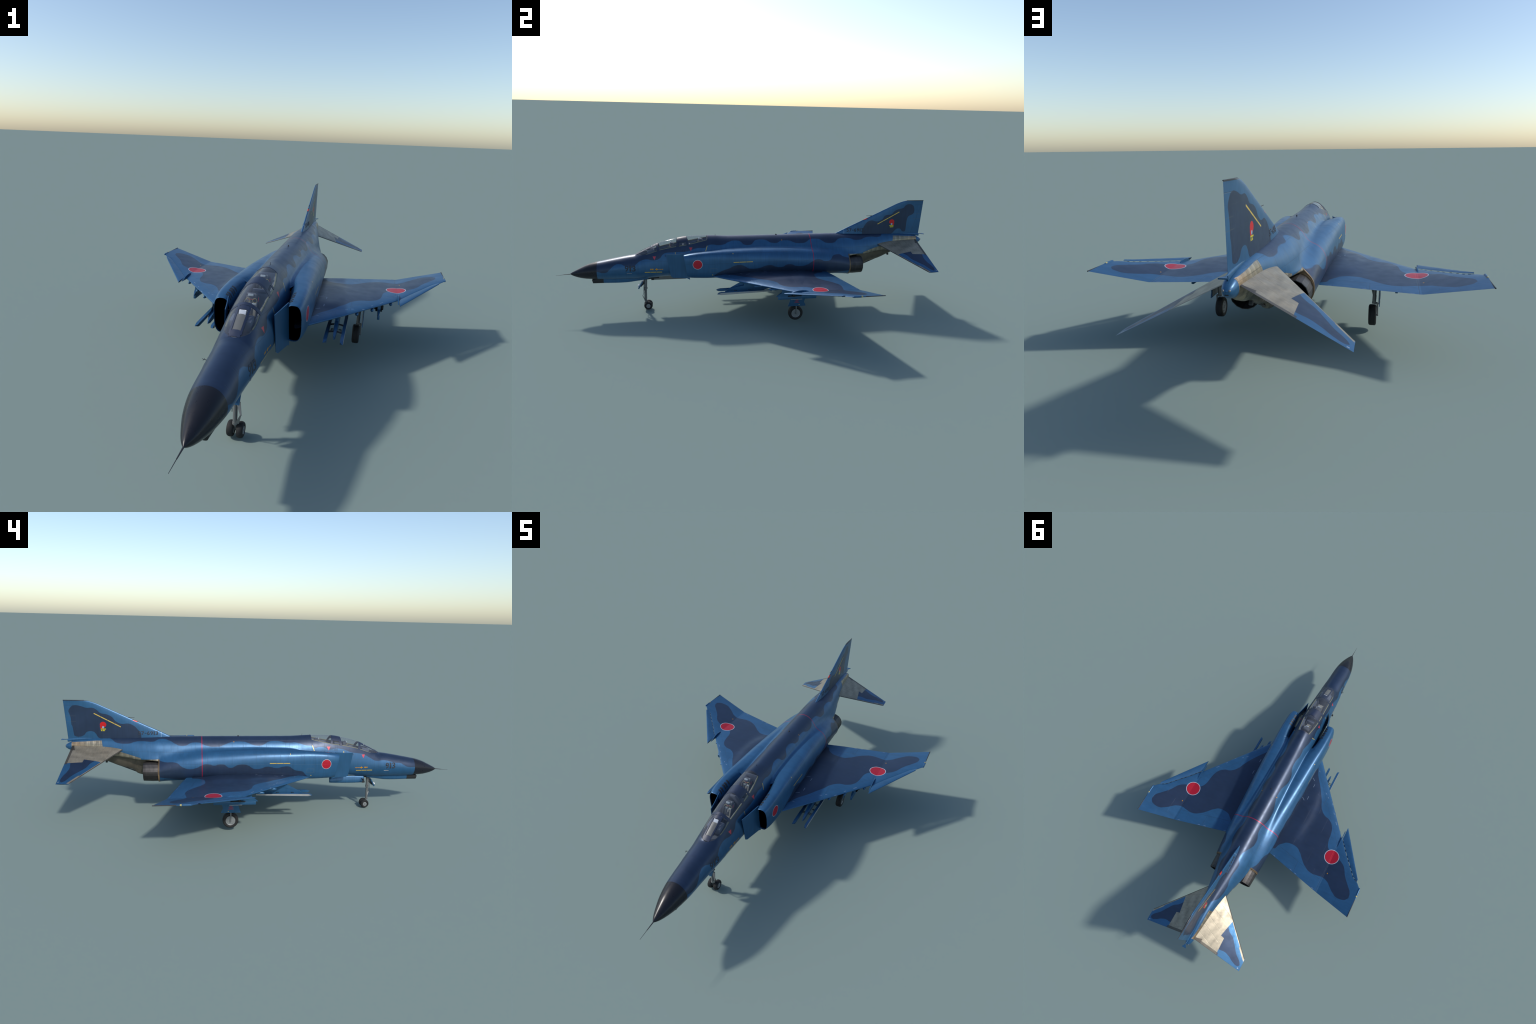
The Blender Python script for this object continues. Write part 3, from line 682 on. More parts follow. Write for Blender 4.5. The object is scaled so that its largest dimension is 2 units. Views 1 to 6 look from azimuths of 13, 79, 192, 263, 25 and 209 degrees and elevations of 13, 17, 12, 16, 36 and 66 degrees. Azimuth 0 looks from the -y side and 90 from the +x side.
def arch(y_top, y_bot, half, name, n=41):
    """hoop across the canopy; y_top at the crown, y_bot at the sill"""
    a = np.linspace(-1, 1, n)
    yc = y_top + (y_bot - y_top) * np.abs(a)**1.5
    Y = np.stack([yc - half, yc - half*0.3, yc + half*0.3, yc + half]); TH = sill_angle(yc)[None] * a[None] * np.ones((4, 1)) * 1.0
    return strip(name, Y, TH, M_FRAME, canopy)
arch(-0.492, -0.483, 0.0058, "windscreen_arch")
arch(-0.380, -0.386, 0.0068, "canopy_frame")
arch(-0.345, -0.334, 0.0052, "canopy_frame")
a = np.linspace(-1, 1, 31); ysp = np.linspace(-0.382, -0.342, 8)
strip("canopy_bridge", np.repeat(ysp[:, None], 31, 1), sill_angle(ysp)[:, None] * 0.66 * a[None], M_FRAME, canopy, 0.0012, 0.003)
# windscreen: flat centre pane between two posts
def post(x0, x1, y0, y1, half, name, mat=M_FRAME, out=0.0008, n=14):
    t = np.linspace(0, 1, n); yy = y0 + (y1 - y0)*t; xx = x0 + (x1 - x0)*t
    rad = c_top(yy) - origin_z(yy)
    Y = np.stack([yy]*4); X = np.stack([xx - half, xx - half*0.33, xx + half*0.33, xx + half])
    return strip(name, Y, np.arctan2(X, rad[None] * 0.985), mat, canopy, out)
for sx in (1, -1): post(sx*0.0145, sx*0.0165, -0.589, -0.492, 0.0030, "windscreen_post")
post(0, 0, -0.5965, -0.578, 0.0150, "windscreen_base")
post(0, 0, -0.512, -0.4985, 0.0150, "windscreen_head")
post(0, 0, -0.577, -0.5275, 0.0120, "windscreen_pane", M_GLARE, -0.0015)
# gunsight plate behind the pane, coloured white for its bright reflection
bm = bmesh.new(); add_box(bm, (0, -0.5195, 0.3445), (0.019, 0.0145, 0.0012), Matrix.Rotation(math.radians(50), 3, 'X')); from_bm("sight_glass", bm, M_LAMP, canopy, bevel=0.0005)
# sill rails
for sx in (1, -1):
    yy = np.linspace(-0.548, CAN1 + 0.004, 50)
    Y = np.stack([yy]*3); A = sill_angle(yy)[None]
    TH = A - np.array([[0.0], [0.016], [0.032]])
    strip("sill_rail", Y, sx*TH, M_RAIL, canopy, -0.0014, 0.003)
# rear hoop of the aft canopy
yy = np.array([-0.233, -0.231, -0.2285]); strip("canopy_rear_hoop", np.repeat(yy[:, None], 41, 1), sill_angle(np.full(41, -0.2295))[None] * np.linspace(-1, 1, 41)[None] * np.ones((3, 1)), M_FRAME, canopy)

# cockpit tub
cockpit = empty("cockpit", jet)
ys = np.linspace(-0.588, CAN1 - 0.002, 30)
zs = sill(ys) - 0.002; xs = np.maximum(hull_x(ys, zs, nac=False) - 0.0035, 0.004); fl = np.interp(ys, [-0.588, -0.54, -0.5, -0.35, -0.33, -0.23], [0.300, 0.283, 0.270, 0.275, 0.290, 0.300])
cols = [(1, zs), (0.93, zs - 0.007), (0.72, zs - 0.009), (0.66, fl), (-0.66, fl), (-0.72, zs - 0.009), (-0.93, zs - 0.007), (-1, zs)]
Pt = np.stack([np.stack([xs*f, ys, z], 1) for f, z in cols], 1)
tub = grid_object("cockpit_tub", Pt, M_WALL, cockpit, False, inward=True)
tub.data.polygons.foreach_set("use_smooth", [False]*len(tub.data.polygons))
bm = bmesh.new(); add_box(bm, (0, CAN1 - 0.002, 0.350), (0.052, 0.003, 0.062)); from_bm("rear_bulkhead", bm, M_PIT, cockpit)
bm = bmesh.new(); add_box(bm, (0, -0.356, 0.318), (0.066, 0.012, 0.060)); from_bm("mid_bulkhead", bm, M_PIT, cockpit, bevel=0.003)
bm = bmesh.new(); add_box(bm, (0, -0.520, 0.315), (0.060, 0.040, 0.034), Matrix.Rotation(math.radians(10), 3, 'X')); from_bm("instrument_hood", bm, M_PIT, cockpit, bevel=0.006)
bm = bmesh.new(); add_cyl(bm, (0, -0.474, 0.29), (0, -0.468, 0.322), 0.003, 0.0038, 10); from_bm("control_stick", bm, M_BLACK, cockpit)

def ejection_seat(y, z):
    """seat whose headrest top stands at (y, z)"""
    seat = empty("ejection_seat", cockpit)
    tilt = Matrix.Rotation(math.radians(-16), 3, 'X')
    def part(name, mat, boxes, bevel=0.0015):
        bm = bmesh.new()
        for c, sz in boxes: add_box(bm, Vector((0, y, z)) + tilt @ Vector(c), sz, tilt)
        return from_bm(name, bm, mat, seat, bevel=bevel)
    part("seat_back", M_SEAT, [((0, 0.012, -0.042), (0.036, 0.012, 0.072)), ((0, 0.007, -0.008), (0.026, 0.018, 0.015)), ((0.0175, 0.002, -0.045), (0.003, 0.026, 0.050)), ((-0.0175, 0.002, -0.045), (0.003, 0.026, 0.050))])
    part("headrest", M_PADGREY, [((-0.003, -0.003, -0.004), (0.016, 0.007, 0.007)), ((0.0075, 0.004, -0.002), (0.006, 0.006, 0.005)), ((0.0088, 0.000, -0.0285), (0.0130, 0.008, 0.007)), ((-0.0088, 0.000, -0.0285), (0.0130, 0.008, 0.007))], 0.0022)
    part("seat_cushion", M_CUSHION, [((0, 0.002, -0.046), (0.031, 0.009, 0.029)), ((0, -0.016, -0.064), (0.031, 0.030, 0.008))], 0.003)
    part("harness", M_SEAT, [((0.005, -0.003, -0.044), (0.0022, 0.0016, 0.030)), ((-0.005, -0.003, -0.044), (0.0022, 0.0016, 0.030)), ((0, -0.0035, -0.050), (0.008, 0.002, 0.014))], 0.0004)
    part("warning_strap", M_STRAP, [((0, -0.004, -0.016), (0.018, 0.0012, 0.0014)), ((0.0185, 0.002, -0.016), (0.0012, 0.0012, 0.014))], 0.0003)
    bm = bmesh.new()
    for q in (-0.010, 0.010): add_torus(bm, Vector((0, y, z)) + tilt @ Vector((q, -0.004, -0.019)), 0.0062, 0.0007, tilt @ Vector((0, 1, 0.2)), 20, 6)
    from_bm("face_curtain_handle", bm, M_HANDLE, seat)
ejection_seat(-0.418, 0.366); ejection_seat(-0.270, 0.383)
bm = bmesh.new(); add_box(bm, (0, -0.325, 0.340), (0.044, 0.018, 0.024), Matrix.Rotation(math.radians(14), 3, 'X')); from_bm("rear_instrument_hood", bm, M_PIT, cockpit, bevel=0.004)

# ------------------------------------------------------------------ air intakes
def nacelle_ring(y, shrink=0.0, m=72):
    a = np.linspace(0, 2*math.pi, m, endpoint=False)
    c, si = np.cos(a), np.sin(a); n = float(n_n(y)); zc = float(n_top(y) + n_bot(y))/2
    X = float(n_x(y)) + (float(n_w(y)) - shrink) * np.sign(c)*np.abs(c)**(2/n); Z = zc + (float(n_top(y) - n_bot(y))/2 - shrink) * np.sign(si)*np.abs(si)**(2/n)
    rake = 0.018 * np.clip((0.325 - Z)/0.12, 0, 1) * np.clip((-0.20 - y)/0.15, 0, 1)
    return np.stack([X, y + rake, Z], 1)
for sx in (1, -1):
    intake = empty("air_intake", jet)
    ys = np.linspace(-0.355, -0.189, 40)
    rows = [nacelle_ring(-0.350, 0.0026), nacelle_ring(-0.354, 0.0022), nacelle_ring(-0.3575, 0.0014), nacelle_ring(-0.3585, 0.0006)] + [nacelle_ring(y) for y in ys]
    P = np.stack(rows); P[:, :, 0] *= sx
    grid_object("intake_shell", P, M_FUS, intake, True, grid_normals(P, True), flip=(sx > 0))
    rows = [nacelle_ring(y, 0.0026 + 0.012*t) for y, t in zip(np.linspace(-0.351, -0.20, 14), np.linspace(0, 1, 14))]
    P = np.stack(rows); P[:, :, 0] *= sx
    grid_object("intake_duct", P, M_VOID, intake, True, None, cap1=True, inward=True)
    # splitter plate standing off the hull
    out = [(0.0715, -0.4435, 0.3195), (0.0800, -0.4000, 0.3215), (0.0925, -0.3440, 0.3275), (0.0950, -0.3400, 0.2600), (0.0980, -0.3280, 0.1880), (0.0955, -0.3420, 0.1950), (0.0885, -0.3760, 0.1960), (0.0800, -0.4130, 0.1955), (0.0770, -0.4240, 0.2030)]
    bm = bmesh.new()
    va = [bm.verts.new((sx*x, y, z)) for x, y, z in out]; vb = [bm.verts.new((sx*(x - 0.0022), y + 0.001, z)) for x, y, z in out]
    bm.faces.new(va); bm.faces.new(vb[::-1])
    for i in range(len(out)): bm.faces.new((va[i], vb[i], vb[(i+1) % len(out)], va[(i+1) % len(out)]))
    bmesh.ops.triangulate(bm, faces=[f for f in bm.faces if len(f.verts) > 4])
    from_bm("splitter_plate", bm, M_BLUE, intake, 30)
    # rear inner ramp of the splitter, thickening into the shell
    bm = bmesh.new()
    for z in (0.300, 0.262, 0.222): add_cyl(bm, (sx*0.062, -0.392, z), (sx*0.0815, -0.388, z), 0.0016, None, 8)
    from_bm("splitter_strut", bm, M_DARKMETAL, intake, kind=None) if False else from_bm("splitter_strut", bm, M_DARKMETAL, intake)
    # dark floor and back wall closing the boundary-layer gap between hull and shell
    bm = bmesh.new(); add_box(bm, (sx*0.072, -0.258, 0.2120), (0.040, 0.130, 0.005)); add_box(bm, (sx*0.076, -0.196, 0.262), (0.020, 0.008, 0.110))
    from_bm("diverter_floor", bm, M_BLACK, intake, bevel=0.001)
    # bleed louvres on the shoulder of the shell
    for i, (y, hw) in enumerate(((-0.332, 0.0038), (-0.319, 0.0044), (-0.300, 0.0044), (-0.286, 0.0052), (-0.269, 0.0042))):
        bm = bmesh.new()
        for dz in (0, 1):
            zt = float(n_top(y)); zc = 0.5*(zt + float(n_bot(y))); hz = zt - zc
            pts = []
            for x in np.linspace(0.0862, 0.1020, 8):
                q = (1 - min(abs((x - float(n_x(y)))/float(n_w(y))), 0.999)**3)**(1/3); pts.append((x, zc + hz*q + 0.0006))
            for (xa, za), (xb, zb) in zip(pts[:-1], pts[1:]):
                vs = [bm.verts.new((sx*xa, y - hw, za)), bm.verts.new((sx*xb, y - hw, zb)), bm.verts.new((sx*xb, y + hw, zb)), bm.verts.new((sx*xa, y + hw, za))]
                vs2 = [bm.verts.new(v.co - Vector((0, 0, 0.003))) for v in vs]
                if dz == 0:
                    bm.faces.new(vs); bm.faces.new(vs2[::-1])
                    for q1 in range(4): bm.faces.new((vs[q1], vs2[q1], vs2[(q1+1) % 4], vs[(q1+1) % 4]))
        bmesh.ops.delete(bm, geom=[v for v in bm.verts if not v.link_faces], context='VERTS')
        from_bm("bleed_louvre", bm, M_DARKMETAL, intake, 0)

# ------------------------------------------------------------------ wings
def airfoil(n=26):
    t = 0.5*(1 - np.cos(np.linspace(0, math.pi, n)))
    f = 5*(0.2969*np.sqrt(t) - 0.126*t - 0.3516*t**2 + 0.2843*t**3 - 0.1036*t**4)
    return t, f
def wing_loft(xs, le, te, zc, thick, bump=None, n=26, s0=0.0):
    t, f = airfoil(n)
    S = np.concatenate([t[::-1], t[1:-1]]); F = np.concatenate([f[::-1], -f[1:-1]])
    X = np.broadcast_to(xs[:, None], (len(xs), len(S)))
    chord = te(xs) - le(xs)
    Y = le(xs)[:, None] + chord[:, None]*S[None]
    Z = zc(X, Y) + thick(xs)[:, None]*F[None]
    if bump is not None: Z = Z + bump(X, Y) * (F[None] > 0)
    return np.stack([X, Y, Z], 2)
le_in = lin([(0.0, -0.379), (0.135, -0.2065), (0.4235, 0.1615)]); te_in = lin([(0.0, 0.3715), (0.42, 0.474)])
def z_in(X, Y): return 0.2125 - 0.006*np.clip((0.2 - X)/0.2, 0, 1)*np.clip((Y + 0.2)/0.6, 0, 1) + 0.0025*np.clip((X - 0.25)/0.17, 0, 1)
def gear_bulge(X, Y):
    edge = np.interp(Y, [-0.09, -0.02, 0.03, 0.12, 0.21, 0.31], [0.150, 0.214, 0.224, 0.232, 0.226, 0.206])
    lat = 1/(1 + np.exp((X - edge)/0.0095)); lon = np.clip((Y + 0.11)/0.12, 0, 1)*np.clip((0.345 - Y)/0.12, 0, 1)
    return 0.0075*lat*lon*lon*(3 - 2*lon)
th_in = lin([(0.06, 0.033), (0.135, 0.030), (0.25, 0.023), (0.4235, 0.0135)])
le_out = lin([(0.42, 0.158), (0.431, 0.166), (0.468, 0.217), (0.558, 0.328), (0.588, 0.345), (0.6085, 0.368)]); te_out = lin([(0.42, 0.474), (0.61, 0.521)])
def z_out(X, Y): return 0.2150 + 0.2145*(X - 0.4235)
th_out = lin([(0.42, 0.0130), (0.5, 0.0095), (0.61, 0.0055)])
for sx in (1, -1):
    wing = empty("wing", jet)
    xs = np.unique(np.concatenate([np.linspace(0.06, 0.30, 44), np.linspace(0.30, 0.4235, 14)]))
    P = wing_loft(xs, le_in, te_in, z_in, th_in, gear_bulge, 44); P[:, :, 0] *= sx
    grid_object("inner_wing_panel", P, M_WING, wing, True, grid_normals(P, True), flip=(sx > 0), cap1=True)
    xs = np.linspace(0.4238, 0.6095, 30)
    P = wing_loft(xs, le_out, te_out, z_out, th_out); P[:, :, 0] *= sx
    grid_object("outer_wing_panel", P, M_WING, wing, True, grid_normals(P, True), flip=(sx > 0), cap0=True, cap1=True)
    # drooped leading-edge slat standing off the outer panel, with its tracks
    xs = np.linspace(0.4295, 0.5835, 24)
    le = lin([(0.4295, 0.0925), (0.5835, 0.3285)]); te = lin([(0.4295, 0.1620), (0.468, 0.2145), (0.558, 0.3258), (0.5835, 0.3430)])
    def z_slat(X, Y): return z_out(X, Y) + 0.0030 -  0.06*np.clip(te(X) - Y, 0, 1)
    P = wing_loft(xs, le, te, z_slat, lin([(0.42, 0.0072), (0.6, 0.0042)]), n=18); P[:, :, 0] *= sx
    grid_object("leading_edge_slat", P, M_WING, wing, True, grid_normals(P, True), flip=(sx > 0), cap0=True, cap1=True)
    bm = bmesh.new()
    for x in (0.440, 0.452, 0.468, 0.489, 0.503, 0.523, 0.541, 0.556, 0.572):
        y = float(te(x)); add_box(bm, (sx*x, y + 0.004, float(z_out(x, y)) - 0.0012), (0.0075, 0.020, 0.0026))
    o = from_bm("slat_track", bm, M_DARKMETAL, wing, 0)
    # pointed cover over the inner slat hinge at the wing fold
    bm = bmesh.new(); add_prism(bm, [(0.118, 0.2135), (0.132, 0.2175), (0.148, 0.2230), (0.165, 0.2270), (0.185, 0.2285), (0.203, 0.2265), (0.216, 0.2225), (0.222, 0.2165), (0.16, 0.2110)], sx*0.4228, sx*0.4268)
    from_bm("slat_fence", bm, M_BLUE, wing, 30, bevel=0.0008)
    # tip lamp rail
    bm = bmesh.new(); add_cyl(bm, (sx*0.6095, 0.364, 0.2555), (sx*0.6095, 0.372, 0.2555), 0.0014, 0.0042, 14); add_cyl(bm, (sx*0.6095, 0.372, 0.2555), (sx*0.6100, 0.402, 0.2555), 0.0042, 0.0042, 14); add_cyl(bm, (sx*0.61, 0.402, 0.2555), (sx*0.6103, 0.428, 0.2555), 0.0042, 0.0018, 14)
    from_bm("wingtip_lamp", bm, M_BLUE, wing)
    bm = bmesh.new(); add_cyl(bm, (sx*0.6098, 0.37, 0.2552), (sx*0.6103, 0.521, 0.2552), 0.0023, 0.0020, 10); from_bm("wingtip_edge", bm, M_DARKMETAL, wing)
    bm = bmesh.new(); add_cyl(bm, (sx*0.61, 0.4065, 0.2557), (sx*0.61, 0.4135, 0.2557), 0.0042, 0.0036, 12); from_bm("wingtip_band", bm, M_HANDLE, wing)
    # rounded hinge covers below the leading edge
    for x, y in ((0.281, -0.020), (0.332, 0.043), (0.398, 0.128)):
        bm = bmesh.new()
        prof = [(-0.001, 0.0015), (0.002, 0.0048), (0.008, 0.0060), (0.03, 0.0058), (0.055, 0.003), (0.062, 0.0008)]
        add_lathe(bm, prof, (sx*x, y, 0.2035 if x < 0.39 else 0.2065), 'Y', 16); from_bm("slat_actuator_cover", bm, M_BLUE, wing)

# ------------------------------------------------------------------ tailplane
z_tp = lambda X, Y: 0.3355 - 0.495*(np.abs(X) - 0.05)
for sx in (1, -1):
    xs = np.linspace(0.018, 0.2585, 30)
    le = lin([(0.018, 0.6735), (0.0498, 0.7055), (0.2585, 0.9175)]); te = lin([(0.018, 0.9475), (0.2585, 0.9755)])
    P = wing_loft(xs, le, te, z_tp, lin([(0.02, 0.0115), (0.2585, 0.0038)])); P[:, :, 0] *= sx
    grid_object("tailplane", P, M_TAIL, jet, True, grid_normals(P, True), flip=(sx > 0), cap0=True, cap1=True)

# ------------------------------------------------------------------ fin
fin_le = pchip([(0.378, 0.440), (0.395, 0.479), (0.411, 0.512), (0.455, 0.608), (0.500, 0.706), (0.540, 0.793), (0.554, 0.824), (0.561, 0.843), (0.566, 0.860), (0.569, 0.876), (0.5702, 0.886)])
fin_te = lin([(0.378, 0.968), (0.5702, 0.979)])
fin_th = lin([(0.378, 0.024), (0.42, 0.020), (0.5702, 0.0072)])
zs = np.concatenate([np.linspace(0.378, 0.55, 26), np.linspace(0.55, 0.5702, 14)[1:]])
t, f = airfoil(34); S = np.concatenate([t[::-1], t[1:-1]]); F = np.concatenate([f[::-1], -f[1:-1]])
Y = fin_le(zs)[:, None] + (fin_te(zs) - fin_le(zs))[:, None]*S[None]
X = np.minimum(fin_th(zs), 0.085*(fin_te(zs) - fin_le(zs)))[:, None]*F[None]
P = np.stack([X, Y, np.broadcast_to(zs[:, None], X.shape)], 2)
fin = empty("tail_fin", jet)
grid_object("fin_surface", P, M_FIN, fin, True, grid_normals(P, True), flip=True, cap1=True)
def fin_x(y, z):
    s = np.clip((y - fin_le(z))/(fin_te(z) - fin_le(z)), 0.002, 0.999)
    return np.minimum(fin_th(z), 0.085*(fin_te(z) - fin_le(z))) * 5*(0.2969*np.sqrt(s) - 0.126*s - 0.3516*s**2 + 0.2843*s**3 - 0.1036*s**4)
# long fillet under the fin running back to the fuel vent
rows = []
for y, w, zt in ((0.60, 0.004, 0.3915), (0.70, 0.0060, 0.3920), (0.80, 0.0062, 0.3905), (0.88, 0.0056, 0.3885), (0.94, 0.0045, 0.3845), (0.972, 0.0028, 0.3800)):
    a = np.linspace(0, 2*math.pi, 20, endpoint=False); rows.append(np.stack([w*np.cos(a), y + 0*a, zt - 0.007 + 0.0075*np.sin(a)], 1))
P = np.stack(rows); grid_object("fin_fillet", P, M_BLUE, fin, True, grid_normals(P, True), flip=True, cap0=True, cap1=True)
bm = bmesh.new(); add_cyl(bm, (0, 0.692, 0.4868), (0, 0.6475, 0.4868), 0.0014, 0.0009, 8); add_cyl(bm, (0, 0.700, 0.4868), (0, 0.672, 0.4868), 0.0024, 0.0016, 8); from_bm("fin_probe", bm, M_DARKMETAL, fin)
bm = bmesh.new(); add_cyl(bm, (0, 0.955, 0.3785), (0, 0.986, 0.3780), 0.0022, 0.0018, 10)
a = [(0.0016, 0.984), (0.0108, 0.9995), (-0.0108, 0.9995), (-0.0016, 0.984)]
va = [bm.verts.new((x, y, 0.3795)) for x, y in a]; vb = [bm.verts.new((x, y, 0.3763)) for x, y in a]
bm.faces.new(va); bm.faces.new(vb[::-1])
for i in range(4): bm.faces.new((va[i], vb[i], vb[(i+1) % 4], va[(i+1) % 4]))
from_bm("fuel_vent", bm, M_BLUE, fin)
bm = bmesh.new(); add_cyl(bm, (0, 0.881, 0.5702), (0, 0.979, 0.5702), 0.0008, 0.0013, 8); from_bm("fin_cap", bm, M_DARKMETAL, fin)
# tail cone lamps and vent slot
def dome_y(x, z):
    """rearmost station where (x, z) is still inside the tail cone"""
    y = np.linspace(0.94, 0.984, 400); ins = body_d(y, x + 0*y, z + 0*y, boom=True) < 0
    return y[ins].max()
for sx in (1, -1):
    bm = bmesh.new(); bmesh.ops.create_uvsphere(bm, u_segments=14, v_segments=10, radius=0.0027, matrix=Matrix.Translation((sx*0.0068, float(dome_y(0.0068, 0.348)), 0.3480))); from_bm("tail_lamp", bm, M_STEEL, jet)
bm = bmesh.new(); add_box(bm, (0, float(dome_y(0.0, 0.3385)) - 0.0015, 0.3385), (0.0085, 0.005, 0.0028)); from_bm("tail_vent", bm, M_BLACK, jet, bevel=0.001)
# arrester hook lying along the keel
bm = bmesh.new(); add_cyl(bm, (0, 0.60, 0.1925), (0, 0.785, 0.268), 0.0030, 0.0026, 10); add_box(bm, (0, 0.792, 0.266), (0.010, 0.010, 0.013), Matrix.Rotation(0.4, 3, 'X')); from_bm("arrester_hook", bm, M_DARKMETAL, jet, bevel=0.0008)

# ------------------------------------------------------------------ engine nozzles
for sx in (1, -1):
    nz = empty("engine_nozzle", jet)
    bm = bmesh.new(); n = 16
    c = (sx*0.068, 0.0, 0.2315)
    prof = [(0.500, 0.0445), (0.535, 0.0475), (0.560, 0.0482), (0.606, 0.0462), (0.6065, 0.0440), (0.575, 0.0400), (0.545, 0.0370)]
    rings = [[bm.verts.new((c[0] + r*math.cos(2*math.pi*(i + 0.5)/n), y, c[2] + r*math.sin(2*math.pi*(i + 0.5)/n))) for i in range(n)] for y, r in prof]
    for a, b in zip(rings[:-1], rings[1:]):
        for i in range(n): bm.faces.new((a[i], a[(i+1) % n], b[(i+1) % n], b[i]))
    from_bm("nozzle_petals", bm, M_NOZZLE, nz, 8)
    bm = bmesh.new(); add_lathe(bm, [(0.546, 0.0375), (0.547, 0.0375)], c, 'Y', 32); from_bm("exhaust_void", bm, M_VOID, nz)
    bm = bmesh.new(); add_lathe(bm, [(0.527, 0.0475), (0.527, 0.0512), (0.5345, 0.0512), (0.5345, 0.0475)], c, 'Y', 48, True); from_bm("nozzle_ring", bm, M_RING, nz)

# ------------------------------------------------------------------ undercarriage
def wheel(name, c, r, w, parent, hub_r, side, round_=False):
    ob = empty(name, parent)
    bm = bmesh.new(); k = w/2
    prof = [(-k*0.55, hub_r), (-k*0.86, hub_r*1.06), (-k, r*0.80), (-k*0.93, r*0.91), (-k*0.70, r*0.985), (-k*0.40, r), (-k*0.36, r*0.985), (-k*0.30, r), (k*0.30, r), (k*0.36, r*0.985), (k*0.40, r),
            (k*0.70, r*0.985), (k*0.93, r*0.91), (k, r*0.80), (k*0.86, hub_r*1.06), (k*0.55, hub_r)]
    if round_:
        q = np.linspace(-2.25, 2.25, 19); rt = 0.5*(r - hub_r)
        prof = [(k*math.sin(t)*0.98, r - rt + rt*math.cos(t)) for t in q]
    add_lathe(bm, prof, c, 'X', 56, True); from_bm("tyre", bm, M_TYRE, ob, 30)
    bm = bmesh.new()
    add_lathe(bm, [(-k*0.80, hub_r*0.5), (-k*0.72, hub_r*0.92), (-k*0.86, hub_r*1.02), (-k*0.5, hub_r*1.02), (k*0.5, hub_r*1.02), (k*0.86, hub_r*1.02), (k*0.72, hub_r*0.92), (k*0.80, hub_r*0.5)], c, 'X', 40)
    for i in range(8):
        t = 2*math.pi*i/8
        for q in (-1, 1): add_cyl(bm, (c[0] + q*k*0.66, c[1] + hub_r*0.7*math.cos(t), c[2] + hub_r*0.7*math.sin(t)), (c[0] + q*k*0.84, c[1] + hub_r*0.7*math.cos(t), c[2] + hub_r*0.7*math.sin(t)), hub_r*0.10, None, 8)
    for q in (-1, 1): add_cyl(bm, (c[0] + q*k*0.7, c[1], c[2]), (c[0] + q*k*1.0, c[1], c[2]), hub_r*0.28, hub_r*0.22, 14)
    from_bm("wheel_rim", bm, M_HUB, ob, 30)
    return ob

nose_gear = empty("nose_gear", jet)
for sx in (1, -1): wheel("nose_wheel", (sx*0.0135, -0.547, 0.0222), 0.0222, 0.0192, nose_gear, 0.0110, sx, True)
bm = bmesh.new()
add_cyl(bm, (0, -0.556, 0.180), (0, -0.5575, 0.118), 0.0088, 0.0074, 18); add_cyl(bm, (0, -0.5575, 0.124), (0, -0.5575, 0.113), 0.0092, 0.0092, 18)
add_cyl(bm, (0, -0.5575, 0.116), (0, -0.559, 0.048), 0.0062, 0.0062, 18); add_cyl(bm, (0, -0.559, 0.050), (0, -0.559, 0.044), 0.0078, 0.0074, 18)
add_cyl(bm, (0, -0.558, 0.048), (0, -0.547, 0.0222), 0.0055, 0.0045, 14); add_cyl(bm, (-0.022, -0.547, 0.0222), (0.022, -0.547, 0.0222), 0.0038, None, 14)
from_bm("oleo_strut", bm, M_STEEL, nose_gear)
bm = bmesh.new()
for p0, p1, w0, w1 in (((0.0085, -0.563, 0.112), (0.0190, -0.5735, 0.081), 0.0125, 0.0035), ((0.0190, -0.5735, 0.081), (0.0070, -0.563, 0.049), 0.0035, 0.0100)):
    v = [bm.verts.new((p[0] + s1*w, p[1] + o, p[2])) for p, w in ((p0, w0/2), (p1, w1/2)) for s1 in (-1, 1) for o in (-0.0014, 0.0014)]
    bmesh.ops.convex_hull(bm, input=v)
add_cyl(bm, (0.0165, -0.5735, 0.081), (0.0215, -0.5735, 0.081), 0.0018, None, 8)
from_bm("torque_link", bm, M_STEEL, nose_gear, 20)
bm = bmesh.new()
for x, y0, z0, y1, z1 in ((0.006, -0.566, 0.165, -0.566, 0.060), (-0.006, -0.5655, 0.160, -0.570, 0.085)): add_cyl(bm, (x, y0, z0), (x, y1, z1), 0.0010, None, 6)
add_box(bm, (0, -0.567, 0.150), (0.014, 0.008, 0.012)); add_cyl(bm, (0, -0.562, 0.150), (0, -0.583, 0.127), 0.0045, 0.0040, 12); add_cyl(bm, (-0.012, -0.5575, 0.121), (0.012, -0.5575, 0.121), 0.0016, None, 8)
from_bm("brake_lines", bm, M_DARKMETAL, nose_gear)
bm = bmesh.new(); add_box(bm, (0.003, -0.5825, 0.1385), (0.033, 0.0060, 0.044), Matrix.Rotation(math.radians(-30), 3, 'X')); from_bm("front_gear_door", bm, M_BLUE, nose_gear, bevel=0.001)
for q in (-0.005, 0.005):
    bm = bmesh.new(); add_cyl(bm, (q, -0.5885, 0.134), (q, -0.5955, 0.131), 0.0042, 0.0048, 14); from_bm("landing_lamp", bm, M_LAMP, nose_gear)
